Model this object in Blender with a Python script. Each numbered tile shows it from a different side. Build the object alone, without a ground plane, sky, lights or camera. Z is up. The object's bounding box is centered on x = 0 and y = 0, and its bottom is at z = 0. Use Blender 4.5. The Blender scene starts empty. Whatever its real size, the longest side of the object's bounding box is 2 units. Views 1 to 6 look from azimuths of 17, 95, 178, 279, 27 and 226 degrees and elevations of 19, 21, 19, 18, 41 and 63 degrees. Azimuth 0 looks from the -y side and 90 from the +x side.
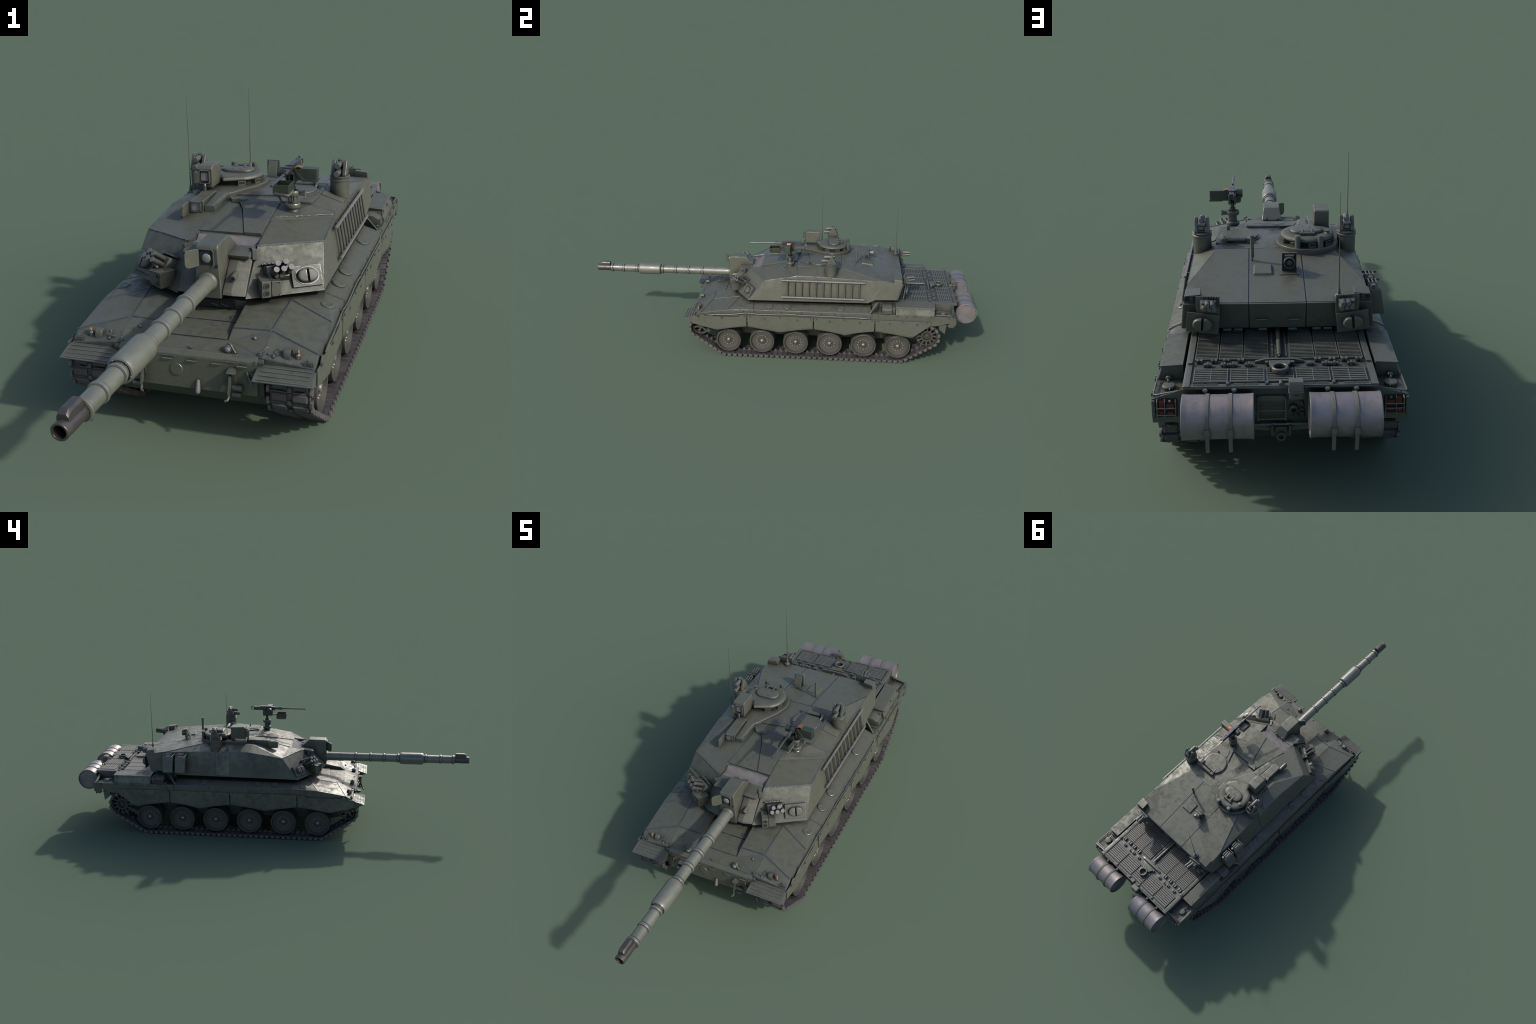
"""Cold-war main battle tank, olive paint, built part by part from profiles and rules.
Frame: metres, z up, front of the tank (gun) towards -y."""
import bpy, bmesh, math, random
from mathutils import Vector, Matrix, noise

random.seed(7)
V = Vector
SC = bpy.context.scene


# ------------------------------------------------------------------ materials
def mat_new(name):
    m = bpy.data.materials.new(name)
    m.use_nodes = True
    nt = m.node_tree
    for n in list(nt.nodes):
        nt.nodes.remove(n)
    out = nt.nodes.new("ShaderNodeOutputMaterial")
    b = nt.nodes.new("ShaderNodeBsdfPrincipled")
    nt.links.new(b.outputs[0], out.inputs[0])
    return m, nt, b


def nd(nt, kind, **kw):
    n = nt.nodes.new(kind)
    for k, v in kw.items():
        setattr(n, k, v)
    return n


def ramp(nt, src, stops):
    r = nd(nt, "ShaderNodeValToRGB")
    while len(r.color_ramp.elements) < len(stops):
        r.color_ramp.elements.new(0.5)
    for e, (p, c) in zip(r.color_ramp.elements, stops):
        e.position = p
        e.color = (c, c, c, 1) if not isinstance(c, tuple) else (*c, 1)
    nt.links.new(src, r.inputs[0])
    return r.outputs[0]


def noise_tex(nt, vec, scale, detail=5, rough=0.6, dist=0.0):
    n = nd(nt, "ShaderNodeTexNoise")
    n.inputs["Scale"].default_value = scale
    n.inputs["Detail"].default_value = detail
    n.inputs["Roughness"].default_value = rough
    n.inputs["Distortion"].default_value = dist
    nt.links.new(vec, n.inputs["Vector"])
    return n.outputs[0]


def mix(nt, fac, a, b, mode="MIX"):
    n = nd(nt, "ShaderNodeMix", data_type="RGBA", blend_type=mode)
    for sock, val in ((n.inputs[0], fac), (n.inputs[6], a), (n.inputs[7], b)):
        if hasattr(val, "links") or isinstance(val, bpy.types.NodeSocket):
            nt.links.new(val, sock)
        elif isinstance(val, tuple):
            sock.default_value = (*val, 1)
        else:
            sock.default_value = val
    return n.outputs[2]


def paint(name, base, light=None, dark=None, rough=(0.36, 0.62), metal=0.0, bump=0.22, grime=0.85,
          edge=None, wear=0.0035, scale=1.0, streak=0.0, dusty=0.0, coat=0.0, flat=False, spec=1.0, sheen=0.0, low=None):
    """Weathered coat of paint: cloudy tone, fine grain, patchy gloss, worn edges."""
    m, nt, b = mat_new(name)
    geo = nd(nt, "ShaderNodeNewGeometry")
    pos = geo.outputs["Position"]
    light = light or tuple(c * 1.18 for c in base)
    dark = dark or tuple(c * 0.80 for c in base)
    big = noise_tex(nt, pos, 9 * scale, 6, 0.62, 0.6)
    mid = noise_tex(nt, pos, 42 * scale, 5, 0.65, 0.3)
    fine = noise_tex(nt, pos, 420 * scale, 3, 0.6)
    c = mix(nt, ramp(nt, big, [(0.36, 0.0), (0.66, 1.0)]), dark, light)
    c = mix(nt, 0.45, c, base)
    c = mix(nt, ramp(nt, mid, [(0.5, 0.0), (0.72, 0.4)]), c, light)
    c = mix(nt, ramp(nt, mid, [(0.28, 0.4), (0.46, 0.0)]), c, dark)
    c = mix(nt, 0.35, c, mix(nt, 1.0, c, ramp(nt, fine, [(0.3, 0.72), (0.7, 1.2)]), "MULTIPLY"))
    if streak:
        mp = nd(nt, "ShaderNodeMapping")
        mp.inputs["Scale"].default_value = (60, 60, 5)
        nt.links.new(pos, mp.inputs[0])
        s = noise_tex(nt, mp.outputs[0], 1.0, 4, 0.6)
        c = mix(nt, ramp(nt, s, [(0.52, 0.0), (0.75, streak)]), c, dark)
    if dusty:
        sep = nd(nt, "ShaderNodeSeparateXYZ")
        nt.links.new(pos, sep.inputs[0])
        sh = nd(nt, "ShaderNodeMath", operation="ADD")
        nt.links.new(sep.outputs[1], sh.inputs[0])
        sh.inputs[1].default_value = 0.158
        pp = nd(nt, "ShaderNodeMath", operation="PINGPONG")
        nt.links.new(sh.outputs[0], pp.inputs[0])
        pp.inputs[1].default_value = 0.163
        hem = nd(nt, "ShaderNodeMath", operation="MULTIPLY_ADD")
        nt.links.new(pp.outputs[0], hem.inputs[0])
        hem.inputs[1].default_value = 0.156
        nt.links.new(sep.outputs[2], hem.inputs[2])
        mr = nd(nt, "ShaderNodeMapRange", interpolation_type="SMOOTHSTEP")
        mr.inputs[1].default_value, mr.inputs[2].default_value = 0.1900, 0.1765
        nt.links.new(hem.outputs[0], mr.inputs[0])
        mu = nd(nt, "ShaderNodeMath", operation="MULTIPLY")
        nt.links.new(mr.outputs[0], mu.inputs[0])
        nt.links.new(ramp(nt, mid, [(0.35, 0.35), (0.6, 1.0)]), mu.inputs[1])
        c = mix(nt, mu.outputs[0], c, (base[0] * 0.40, base[1] * 0.55, base[2] * 0.48))
    patch = None
    if sheen:
        pm = nd(nt, "ShaderNodeMath", operation="MULTIPLY_ADD")
        nt.links.new(mid, pm.inputs[0])
        pm.inputs[1].default_value = 0.55
        pb = nd(nt, "ShaderNodeMath", operation="MULTIPLY")
        nt.links.new(big, pb.inputs[0])
        pb.inputs[1].default_value = 0.45
        nt.links.new(pb.outputs[0], pm.inputs[2])
        patch = ramp(nt, pm.outputs[0], [(0.42, 0.0), (0.60, 1.0)])
        if low:
            sep = nd(nt, "ShaderNodeSeparateXYZ")
            nt.links.new(pos, sep.inputs[0])
            mr = nd(nt, "ShaderNodeMapRange")
            mr.inputs[1].default_value, mr.inputs[2].default_value = low
            mr.inputs[3].default_value = 0.08
            nt.links.new(sep.outputs[2], mr.inputs[0])
            pl2 = nd(nt, "ShaderNodeMath", operation="MULTIPLY")
            nt.links.new(patch, pl2.inputs[0])
            nt.links.new(mr.outputs[0], pl2.inputs[1])
            patch = pl2.outputs[0]
        c = mix(nt, patch, c, mix(nt, 1.0, c, (1.30, 1.30, 1.30), "MULTIPLY"))
    em = None
    if edge is not None:
        # worn edges: where a rounded normal departs from the true one
        bv = nd(nt, "ShaderNodeBevel", samples=6)
        bv.inputs["Radius"].default_value = wear
        dt = nd(nt, "ShaderNodeVectorMath", operation="DOT_PRODUCT")
        nt.links.new(bv.outputs[0], dt.inputs[0])
        nt.links.new(geo.outputs["True Normal" if flat else "Normal"], dt.inputs[1])
        inv = nd(nt, "ShaderNodeMath", operation="SUBTRACT")
        inv.inputs[0].default_value = 1.0
        nt.links.new(dt.outputs["Value"], inv.inputs[1])
        em0 = nd(nt, "ShaderNodeMath", operation="MULTIPLY")
        nt.links.new(ramp(nt, inv.outputs[0], [(0.0003, 0.0), (0.0030, 1.0)] if flat else [(0.0015, 0.0), (0.03, 1.0)]), em0.inputs[0])
        nt.links.new(ramp(nt, mid, [(0.34, 0.15), (0.58, 0.9)]), em0.inputs[1])
        em = em0.outputs[0]
        c = mix(nt, em, c, edge)
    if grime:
        # occlusion shade of corners and fittings baked into the base colour
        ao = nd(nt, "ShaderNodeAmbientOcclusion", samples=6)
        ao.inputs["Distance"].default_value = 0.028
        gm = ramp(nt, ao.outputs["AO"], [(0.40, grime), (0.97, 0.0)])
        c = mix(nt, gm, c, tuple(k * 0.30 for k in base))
    nt.links.new(c, b.inputs["Base Color"])
    rg = nd(nt, "ShaderNodeMapRange")
    rg.inputs[1].default_value, rg.inputs[2].default_value = 0.42, 0.56
    rg.inputs[3].default_value, rg.inputs[4].default_value = rough
    rmix = nd(nt, "ShaderNodeMath", operation="MULTIPLY_ADD")
    nt.links.new(mid, rmix.inputs[0])
    rmix.inputs[1].default_value = 0.5
    half = nd(nt, "ShaderNodeMath", operation="MULTIPLY")
    nt.links.new(big, half.inputs[0])
    half.inputs[1].default_value = 0.5
    nt.links.new(half.outputs[0], rmix.inputs[2])
    nt.links.new(rmix.outputs[0], rg.inputs[0])
    b.inputs["Metallic"].default_value = metal
    b.inputs["Specular IOR Level"].default_value = spec
    base_metal = None
    if patch is not None:
        nt.links.new(ramp(nt, patch, [(0.0, 0.35), (1.0, spec)]), b.inputs["Specular IOR Level"])
        base_metal = ramp(nt, patch, [(0.0, metal), (1.0, sheen)])
        nt.links.new(base_metal, b.inputs["Metallic"])
    if em is None:
        nt.links.new(rg.outputs[0], b.inputs["Roughness"])
    else:
        re_ = nd(nt, "ShaderNodeMix", data_type="FLOAT")
        nt.links.new(em, re_.inputs[0])
        nt.links.new(rg.outputs[0], re_.inputs[2])
        re_.inputs[3].default_value = 0.27
        nt.links.new(re_.outputs[0], b.inputs["Roughness"])
        me_ = nd(nt, "ShaderNodeMix", data_type="FLOAT")
        nt.links.new(em, me_.inputs[0])
        me_.inputs[2].default_value = metal
        if base_metal is not None:
            nt.links.new(base_metal, me_.inputs[2])
        me_.inputs[3].default_value = 0.75
        nt.links.new(me_.outputs[0], b.inputs["Metallic"])
    if coat:
        b.inputs["Coat Weight"].default_value = coat
        b.inputs["Coat Roughness"].default_value = 0.25
    if bump:
        bp = nd(nt, "ShaderNodeBump")
        bp.inputs["Strength"].default_value = bump
        bp.inputs["Distance"].default_value = 0.0012
        hm = nd(nt, "ShaderNodeMath", operation="MULTIPLY_ADD")
        nt.links.new(mid, hm.inputs[0])
        hm.inputs[1].default_value = 1.6
        nt.links.new(fine, hm.inputs[2])
        nt.links.new(hm.outputs[0], bp.inputs["Height"])
        nt.links.new(bp.outputs[0], b.inputs["Normal"])
    return m


def plain(name, col, rough=0.5, metal=0.0, **kw):
    m, nt, b = mat_new(name)
    geo = nd(nt, "ShaderNodeNewGeometry")
    n = noise_tex(nt, geo.outputs["Position"], 150, 4)
    c = mix(nt, ramp(nt, n, [(0.3, 0.0), (0.7, 1.0)]), tuple(k * 0.8 for k in col), tuple(k * 1.15 for k in col))
    nt.links.new(c, b.inputs["Base Color"])
    b.inputs["Roughness"].default_value = rough
    b.inputs["Metallic"].default_value = metal
    for k, v in kw.items():
        b.inputs[k].default_value = v
    return m


OLIVE = (0.0815, 0.0855, 0.0670)
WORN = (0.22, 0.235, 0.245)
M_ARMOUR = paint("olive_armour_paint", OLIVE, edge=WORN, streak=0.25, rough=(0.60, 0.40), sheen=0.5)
M_PLATE = paint("olive_plate_paint", OLIVE, edge=(0.085, 0.10, 0.125), wear=0.0042, streak=0.25, rough=(0.60, 0.40), flat=True, sheen=0.5)  # blue edge colour paints the sky's reflection onto plate creases
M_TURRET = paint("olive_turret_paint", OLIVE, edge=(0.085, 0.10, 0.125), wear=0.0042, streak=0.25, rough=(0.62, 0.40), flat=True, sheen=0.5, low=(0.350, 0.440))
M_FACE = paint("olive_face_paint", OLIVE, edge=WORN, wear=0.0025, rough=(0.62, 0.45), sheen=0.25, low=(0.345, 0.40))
M_BLACKGREEN = paint("sooty_green_paint", (0.026, 0.031, 0.023), edge=(0.09, 0.10, 0.085), wear=0.002, rough=(0.45, 0.65))  # near-black base: shade under the tail and belly put into the paint
M_WELD = paint("bare_weld_seam", (0.062, 0.073, 0.090), rough=(0.35, 0.5), metal=0.5, grime=0)  # for thin strips modelled to draw bluish sky glints along creases
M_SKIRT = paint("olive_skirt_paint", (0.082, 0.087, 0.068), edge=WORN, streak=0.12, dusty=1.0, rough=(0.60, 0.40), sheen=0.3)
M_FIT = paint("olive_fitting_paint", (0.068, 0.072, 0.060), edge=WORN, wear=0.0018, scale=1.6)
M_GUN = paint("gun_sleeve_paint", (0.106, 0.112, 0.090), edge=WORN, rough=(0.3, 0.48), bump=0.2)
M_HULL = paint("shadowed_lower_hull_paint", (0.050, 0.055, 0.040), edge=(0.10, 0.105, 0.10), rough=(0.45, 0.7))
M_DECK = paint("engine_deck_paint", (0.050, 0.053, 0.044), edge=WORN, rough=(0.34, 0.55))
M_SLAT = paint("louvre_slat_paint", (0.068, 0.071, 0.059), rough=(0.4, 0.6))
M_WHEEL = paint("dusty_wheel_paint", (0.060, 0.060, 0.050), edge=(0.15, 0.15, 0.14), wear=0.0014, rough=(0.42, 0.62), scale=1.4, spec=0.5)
M_TYRE = paint("worn_tyre_rubber", (0.052, 0.050, 0.045), spec=0.5, rough=(0.5, 0.75), bump=0.25, scale=1.5)
M_TRACK = paint("track_steel", (0.070, 0.062, 0.064), edge=(0.17, 0.16, 0.165), wear=0.0018, rough=(0.4, 0.68), metal=0.25, bump=0.4, scale=1.5)
M_PAD = paint("track_pad_rubber", (0.040, 0.037, 0.039), rough=(0.6, 0.85), bump=1.0, scale=2.0)
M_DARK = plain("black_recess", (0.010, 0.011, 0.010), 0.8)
M_MUZZLE = paint("burnt_muzzle_steel", (0.050, 0.045, 0.045), edge=(0.13, 0.12, 0.125), wear=0.002, rough=(0.35, 0.6), metal=0.3)
M_CANVAS = paint("faded_canvas", (0.112, 0.104, 0.104), light=(0.15, 0.138, 0.138), rough=(0.75, 0.9), bump=0.5)
M_PALE = paint("pale_grey_metal", (0.165, 0.155, 0.16), edge=(0.3, 0.28, 0.28), wear=0.0015, rough=(0.4, 0.6), metal=0.2)
M_CAP = paint("grey_tube_cap", (0.100, 0.094, 0.097), rough=(0.5, 0.7))
M_GLASS = plain("pale_sight_glass", (0.17, 0.17, 0.175), 0.18, 0.0, **{"Coat Weight": 0.6})
M_RED = plain("red_lamp_lens", (0.15, 0.022, 0.016), 0.4)
M_AMBER = plain("amber_lamp_lens", (0.40, 0.15, 0.045), 0.18, 0.0, **{"Coat Weight": 0.6})
M_BRASS = plain("copper_cartridge", (0.45, 0.20, 0.10), 0.32, 0.6)
M_STEEL = paint("gun_steel", (0.080, 0.080, 0.094), edge=(0.32, 0.32, 0.35), wear=0.0010, rough=(0.28, 0.48), metal=0.65)
M_BOXGREEN = paint("dark_green_box_paint", (0.020, 0.030, 0.018), edge=(0.16, 0.17, 0.13), wear=0.0015, rough=(0.28, 0.48))
M_CABLE = paint("wire_rope_steel", (0.15, 0.145, 0.15), rough=(0.35, 0.5), metal=0.45, scale=3)
M_STRAP = paint("strap_webbing", (0.085, 0.088, 0.071), rough=(0.6, 0.8), scale=2)
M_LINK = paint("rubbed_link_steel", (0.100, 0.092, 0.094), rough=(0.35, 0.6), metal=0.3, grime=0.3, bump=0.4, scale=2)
M_BOLT = paint("rubbed_bolt_steel", (0.19, 0.185, 0.165), rough=(0.28, 0.4), metal=0.3, grime=0, scale=3)  # base lightened so wheel bolts show their sun highlights
M_RUNG = paint("dark_rung_paint", (0.042, 0.044, 0.036), rough=(0.4, 0.6), scale=2)


def drum_material():
    m, nt, b = mat_new("mottled_bare_drum")
    geo = nd(nt, "ShaderNodeNewGeometry")
    pos = geo.outputs["Position"]
    a = noise_tex(nt, pos, 14, 5, 0.6, 0.8)
    c2 = noise_tex(nt, pos, 45, 5, 0.65, 0.4)
    c = mix(nt, ramp(nt, a, [(0.38, 0.0), (0.62, 1.0)]), (0.205, 0.200, 0.216), (0.255, 0.222, 0.214))
    c = mix(nt, ramp(nt, c2, [(0.52, 0.0), (0.75, 0.55)]), c, (0.30, 0.245, 0.23))
    c = mix(nt, ramp(nt, c2, [(0.26, 0.5), (0.45, 0.0)]), c, (0.13, 0.14, 0.165))
    nt.links.new(c, b.inputs["Base Color"])
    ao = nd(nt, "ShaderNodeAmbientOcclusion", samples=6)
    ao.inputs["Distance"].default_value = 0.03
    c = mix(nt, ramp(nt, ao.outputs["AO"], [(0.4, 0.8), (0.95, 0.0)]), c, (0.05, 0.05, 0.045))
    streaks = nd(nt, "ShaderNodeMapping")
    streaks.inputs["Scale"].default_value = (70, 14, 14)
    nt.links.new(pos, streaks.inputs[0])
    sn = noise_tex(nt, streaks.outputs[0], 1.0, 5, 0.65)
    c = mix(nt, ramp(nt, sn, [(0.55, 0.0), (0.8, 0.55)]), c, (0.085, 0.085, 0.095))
    nt.links.new(c, b.inputs["Base Color"])
    nt.links.new(ramp(nt, c2, [(0.3, 0.40), (0.7, 0.56)]), b.inputs["Roughness"])
    b.inputs["Metallic"].default_value = 0.55
    bp = nd(nt, "ShaderNodeBump")
    bp.inputs["Strength"].default_value = 0.2
    bp.inputs["Distance"].default_value = 0.001
    nt.links.new(c2, bp.inputs["Height"])
    nt.links.new(bp.outputs[0], b.inputs["Normal"])
    return m


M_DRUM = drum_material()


# ------------------------------------------------------------------ geometry kit
def frame(o, x, y, z):
    m = Matrix.Identity(4)
    for i, a in enumerate((x, y, z)):
        for j in range(3):
            m[j][i] = a[j]
    m.translation = V(o)
    return m


MIRROR = Matrix.Scale(-1, 4, (1, 0, 0))


class G:
    """Collects simple solids into one mesh."""

    def __init__(self):
        self.bm = bmesh.new()
        self.M = Matrix.Identity(4)
        self.mi = 0

    def verts(self, pts):
        return [self.bm.verts.new(self.M @ V(p)) for p in pts]

    def face(self, vs):
        try:
            f = self.bm.faces.new(vs)
            f.material_index = self.mi
            return f
        except ValueError:
            return None

    def poly(self, pts, faces):
        vs = self.verts(pts)
        for f in faces:
            self.face([vs[i] for i in f])
        return self

    def loft(self, rings, cap=True, closed=True):
        vr = [self.verts(r) for r in rings]
        n = len(vr[0])
        for a, b in zip(vr, vr[1:]):
            for i in range(n if closed else n - 1):
                j = (i + 1) % n
                self.face([a[i], a[j], b[j], b[i]])
        if cap:
            self.face(vr[0][::-1])
            self.face(vr[-1])
        return self

    def box(self, a, b):
        (x0, y0, z0), (x1, y1, z1) = a, b
        return self.loft([[(x0, y0, z), (x1, y0, z), (x1, y1, z), (x0, y1, z)] for z in (z0, z1)])

    def cbox(self, c, s, rot=None):
        old = self.M
        m = Matrix.Translation(V(c))
        if rot:
            m = m @ Matrix.Rotation(math.radians(rot[1]), 4, rot[0])
        self.M = old @ m
        h = [k / 2 for k in s]
        self.box((-h[0], -h[1], -h[2]), (h[0], h[1], h[2]))
        self.M = old
        return self

    def prism(self, poly, axis, a, b):
        """poly: 2D outline in the two other axes (in xyz order)."""
        def P(p, t):
            return {"x": (t, p[0], p[1]), "y": (p[0], t, p[1]), "z": (p[0], p[1], t)}[axis]
        return self.loft([[P(p, a) for p in poly], [P(p, b) for p in poly]])

    def plate(self, pts, up=0.004, down=0.002, direction=None):
        pts = [V(p) for p in pts]
        n = V((0, 0, 0))
        for p, q in zip(pts, pts[1:] + pts[:1]):
            n += p.cross(q)
        n.normalize()
        if direction is not None and n.dot(V(direction)) < 0:
            n = -n
        return self.loft([[p - n * down for p in pts], [p + n * up for p in pts]])

    def lathe(self, prof, axis, c, seg=24, closed=False):
        """prof: (radius, position along axis) pairs; c gives the centre in the other axes."""
        rings = []
        for k in range(seg):
            t = 2 * math.pi * k / seg
            ct, st = math.cos(t), math.sin(t)
            ring = []
            for r, h in prof:
                a, bq = r * ct, r * st
                ring.append({"x": (h + c[0], c[1] + a, c[2] + bq), "y": (c[0] + a, h + c[1], c[2] + bq), "z": (c[0] + a, c[1] + bq, h + c[2])}[axis])
            rings.append(ring)
        poles = {}
        vr = []
        for ring in rings:
            row = []
            for i, p in enumerate(ring):
                if prof[i][0] < 1e-7:
                    if i not in poles:
                        poles[i] = self.bm.verts.new(self.M @ V(p))
                    row.append(poles[i])
                else:
                    row.append(self.bm.verts.new(self.M @ V(p)))
            vr.append(row)
        n = len(prof)
        for k in range(seg):
            a, b = vr[k], vr[(k + 1) % seg]
            for i in range(n if closed else n - 1):
                j = (i + 1) % n
                q = []
                for v in (a[i], a[j], b[j], b[i]):
                    if v not in q:
                        q.append(v)
                if len(q) > 2:
                    self.face(q)
        return self

    def rod(self, p, q, r, seg=12, r2=None):
        p, q = V(p), V(q)
        r2 = r if r2 is None else r2
        d = (q - p).normalized()
        u = d.orthogonal().normalized()
        w = d.cross(u)
        cs = [(math.cos(2 * math.pi * k / seg), math.sin(2 * math.pi * k / seg)) for k in range(seg)]
        return self.loft([[p + (u * c + w * s) * r for c, s in cs], [q + (u * c + w * s) * r2 for c, s in cs]])

    def pipe(self, pts, r, seg=8):
        pts = [V(p) for p in pts]
        rings = []
        u = None
        for i, p in enumerate(pts):
            d = (pts[min(i + 1, len(pts) - 1)] - pts[max(i - 1, 0)]).normalized()
            if u is None:
                u = d.orthogonal().normalized()
            u = (u - d * u.dot(d)).normalized()
            w = d.cross(u)
            rr = r[i] if isinstance(r, (list, tuple)) else r
            rings.append([p + (u * math.cos(2 * math.pi * k / seg) + w * math.sin(2 * math.pi * k / seg)) * rr for k in range(seg)])
        return self.loft(rings)

    def dome(self, c, r, h, axis="z", seg=12, sign=1):
        prof = [(r, -0.3 * h * sign)] + [(r * math.cos(a), sign * h * math.sin(a)) for a in (0.0, 0.4, 0.8, 1.2)] + [(0, sign * h)]
        return self.lathe([(0, -0.3 * h * sign)] + prof, axis, c, seg)

    def done(self, name, mats, parent, bevel=0.0012, segs=2, angle=28, sharp=38, stuff=False):
        bm = self.bm
        bmesh.ops.recalc_face_normals(bm, faces=bm.faces)
        if bevel:
            lim = math.radians(angle)
            es = [e for e in bm.edges if len(e.link_faces) == 2 and e.calc_face_angle(0) > lim]
            if es:
                bmesh.ops.bevel(bm, geom=es, offset=bevel, segments=segs, profile=0.6, affect="EDGES", clamp_overlap=True)
        me = bpy.data.meshes.new(name)
        bm.to_mesh(me)
        bm.free()
        for p in me.polygons:
            p.use_smooth = True
        me.set_sharp_from_angle(angle=math.radians(sharp))
        for m in (mats if isinstance(mats, (list, tuple)) else [mats]):
            me.materials.append(m)
        ob = link(bpy.data.objects.new(name, me), parent)
        wn = ob.modifiers.new("even_normals", "WEIGHTED_NORMAL")
        wn.keep_sharp = True
        if stuff:
            ob["kind"] = "stuff"
        return ob


def link(ob, parent):
    SC.collection.objects.link(ob)
    if parent is not None:
        ob.parent = parent
    return ob


def copy_of(ob, M, parent=None):
    c = ob.copy()
    SC.collection.objects.link(c)
    c.matrix_world = M
    if parent is not None:
        c.parent = parent
    return c


def circle(cx, cy, r, n=24, a0=0.0, a1=2 * math.pi):
    full = abs(a1 - a0 - 2 * math.pi) < 1e-6
    return [(cx + r * math.cos(a0 + (a1 - a0) * k / (n if full else n - 1)), cy + r * math.sin(a0 + (a1 - a0) * k / (n if full else n - 1))) for k in range(n)]


def mir(p):
    return (-p[0], p[1], p[2])


TANK = link(bpy.data.objects.new("battle_tank", None), None)
TANK["label"] = "olive green main battle tank with long gun"
TANK["category"] = "tank"

# ------------------------------------------------------------------ HULL
SIDES = (1, -1)
hv = dict(
    f0=(0, -.430, .234), f2=(.082, -.430, .234), f1=(.173, -.430, .234), e0=(.304, -.431, .219),
    e1=(.3035, -.395, .240), e2=(.305, -.259, .262), e3=(.3065, -.127, .268), e4=(.308, .309, .270), e5=(.308, .462, .270),
    r0=(.082, -.380, .243), rc=(0, -.380, .243), c0=(.083, -.348, .263), c1=(.180, -.347, .265), c2=(.190, -.204, .288),
    c3=(.083, -.232, .285), w0=(.083, -.348, .2455), w3=(.083, -.232, .258), wc=(0, -.232, .258), h3=(0, -.232, .285),
    m3=(.256, -.127, .284), m4=(.256, .309, .286), m5=(.256, .462, .286),
    i3=(.083, -.127, .289), j3=(0, -.127, .289), i5=(.083, .462, .289), j5=(0, .462, .289))
hf = ["f0 f2 r0 rc", "f2 f1 c1 c0 r0", "f1 e0 e1 c1", "c0 c1 c2 c3", "c1 e1 e2 c2", "c2 e2 e3 m3", "c3 c2 m3 i3",
      "r0 c0 w0", "w0 c0 c3 w3", "rc r0 w0 w3 wc", "wc w3 c3 h3", "h3 c3 i3 j3", "m3 e3 e4 m4", "m4 e4 e5 m5", "j3 i3 i5 j5", "i3 m3 m4 m5 i5"]


def slab(g, V3, faces, zb):
    idx = {}

    def get(p):
        k = tuple(round(c, 5) for c in p)
        if k not in idx:
            idx[k] = g.bm.verts.new(p)
        return idx[k]
    top = []
    for f in faces:
        names = f.split()
        top.append(g.face([get(V3[n]) for n in names]))
        top.append(g.face([get(mir(V3[n])) for n in names[::-1]]))
    top = [f for f in top if f]
    be = [e for e in g.bm.edges if len(e.link_faces) == 1]
    ret = bmesh.ops.extrude_edge_only(g.bm, edges=be)["geom"]
    nv = [v for v in ret if isinstance(v, bmesh.types.BMVert)]
    ne = [e for e in ret if isinstance(e, bmesh.types.BMEdge)]
    for v in nv:
        v.co.z = zb
    bmesh.ops.contextual_create(g.bm, geom=ne)


g = G()
slab(g, hv, hf, .214)
bmesh.ops.triangulate(g.bm, faces=g.bm.faces[:])
hull = g.done("hull", M_PLATE, TANK, bevel=.0024, segs=3, angle=24, sharp=1.5)

# lower hull tub with sloping nose plate and tail
g = G()
g.prism([(-.4335, .2325), (-.4405, .226), (-.437, .140), (-.405, .100), (-.33, .078), (.70, .078), (.80, .120), (.868, .190), (.868, .302), (.45, .302), (.45, .212), (-.43, .212)], "x", -.186, .186)
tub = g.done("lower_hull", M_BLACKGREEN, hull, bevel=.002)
# nose plate, the broad face between the mudguards
g = G()
g.prism([(-.4312, .2352), (-.4425, .2262), (-.4440, .2185), (-.4415, .140), (-.4320, .134), (-.424, .2335)], "x", -.1715, .1715)
g.done("nose_plate", M_ARMOUR, hull, bevel=.0015)

# rear sponsons (lower fender behind the turret) and engine deck block
for s in SIDES:
    g = G()
    g.M = MIRROR if s < 0 else Matrix.Identity(4)
    g.prism([(.4625, .214), (.4625, .2685), (.866, .2675), (.870, .262), (.869, .256), (.842, .234), (.798, .2205), (.76, .214)], "x", .19, .3078)
    g.done("rear_sponson", M_ARMOUR, hull, bevel=.0015)
g = G()
g.prism([(.4645, .22), (.4645, .306), (.872, .3045), (.888, .3045), (.8885, .299), (.874, .296), (.872, .22)], "x", -.231, .231)
deck = g.done("engine_deck", M_DECK, hull, bevel=.0018)
# raised side rails of the deck
g = G()
for s in SIDES:
    g.prism([(s * .2145, .3045), (s * .231, .3045), (s * .2325, .3072), (s * .2275, .3088), (s * .2155, .3088)], "y", .47, .8875)
g.box((-.214, .873, .3035), (.214, .8868, .3068))
g.done("deck_rim", M_ARMOUR, deck, bevel=.001)


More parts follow.
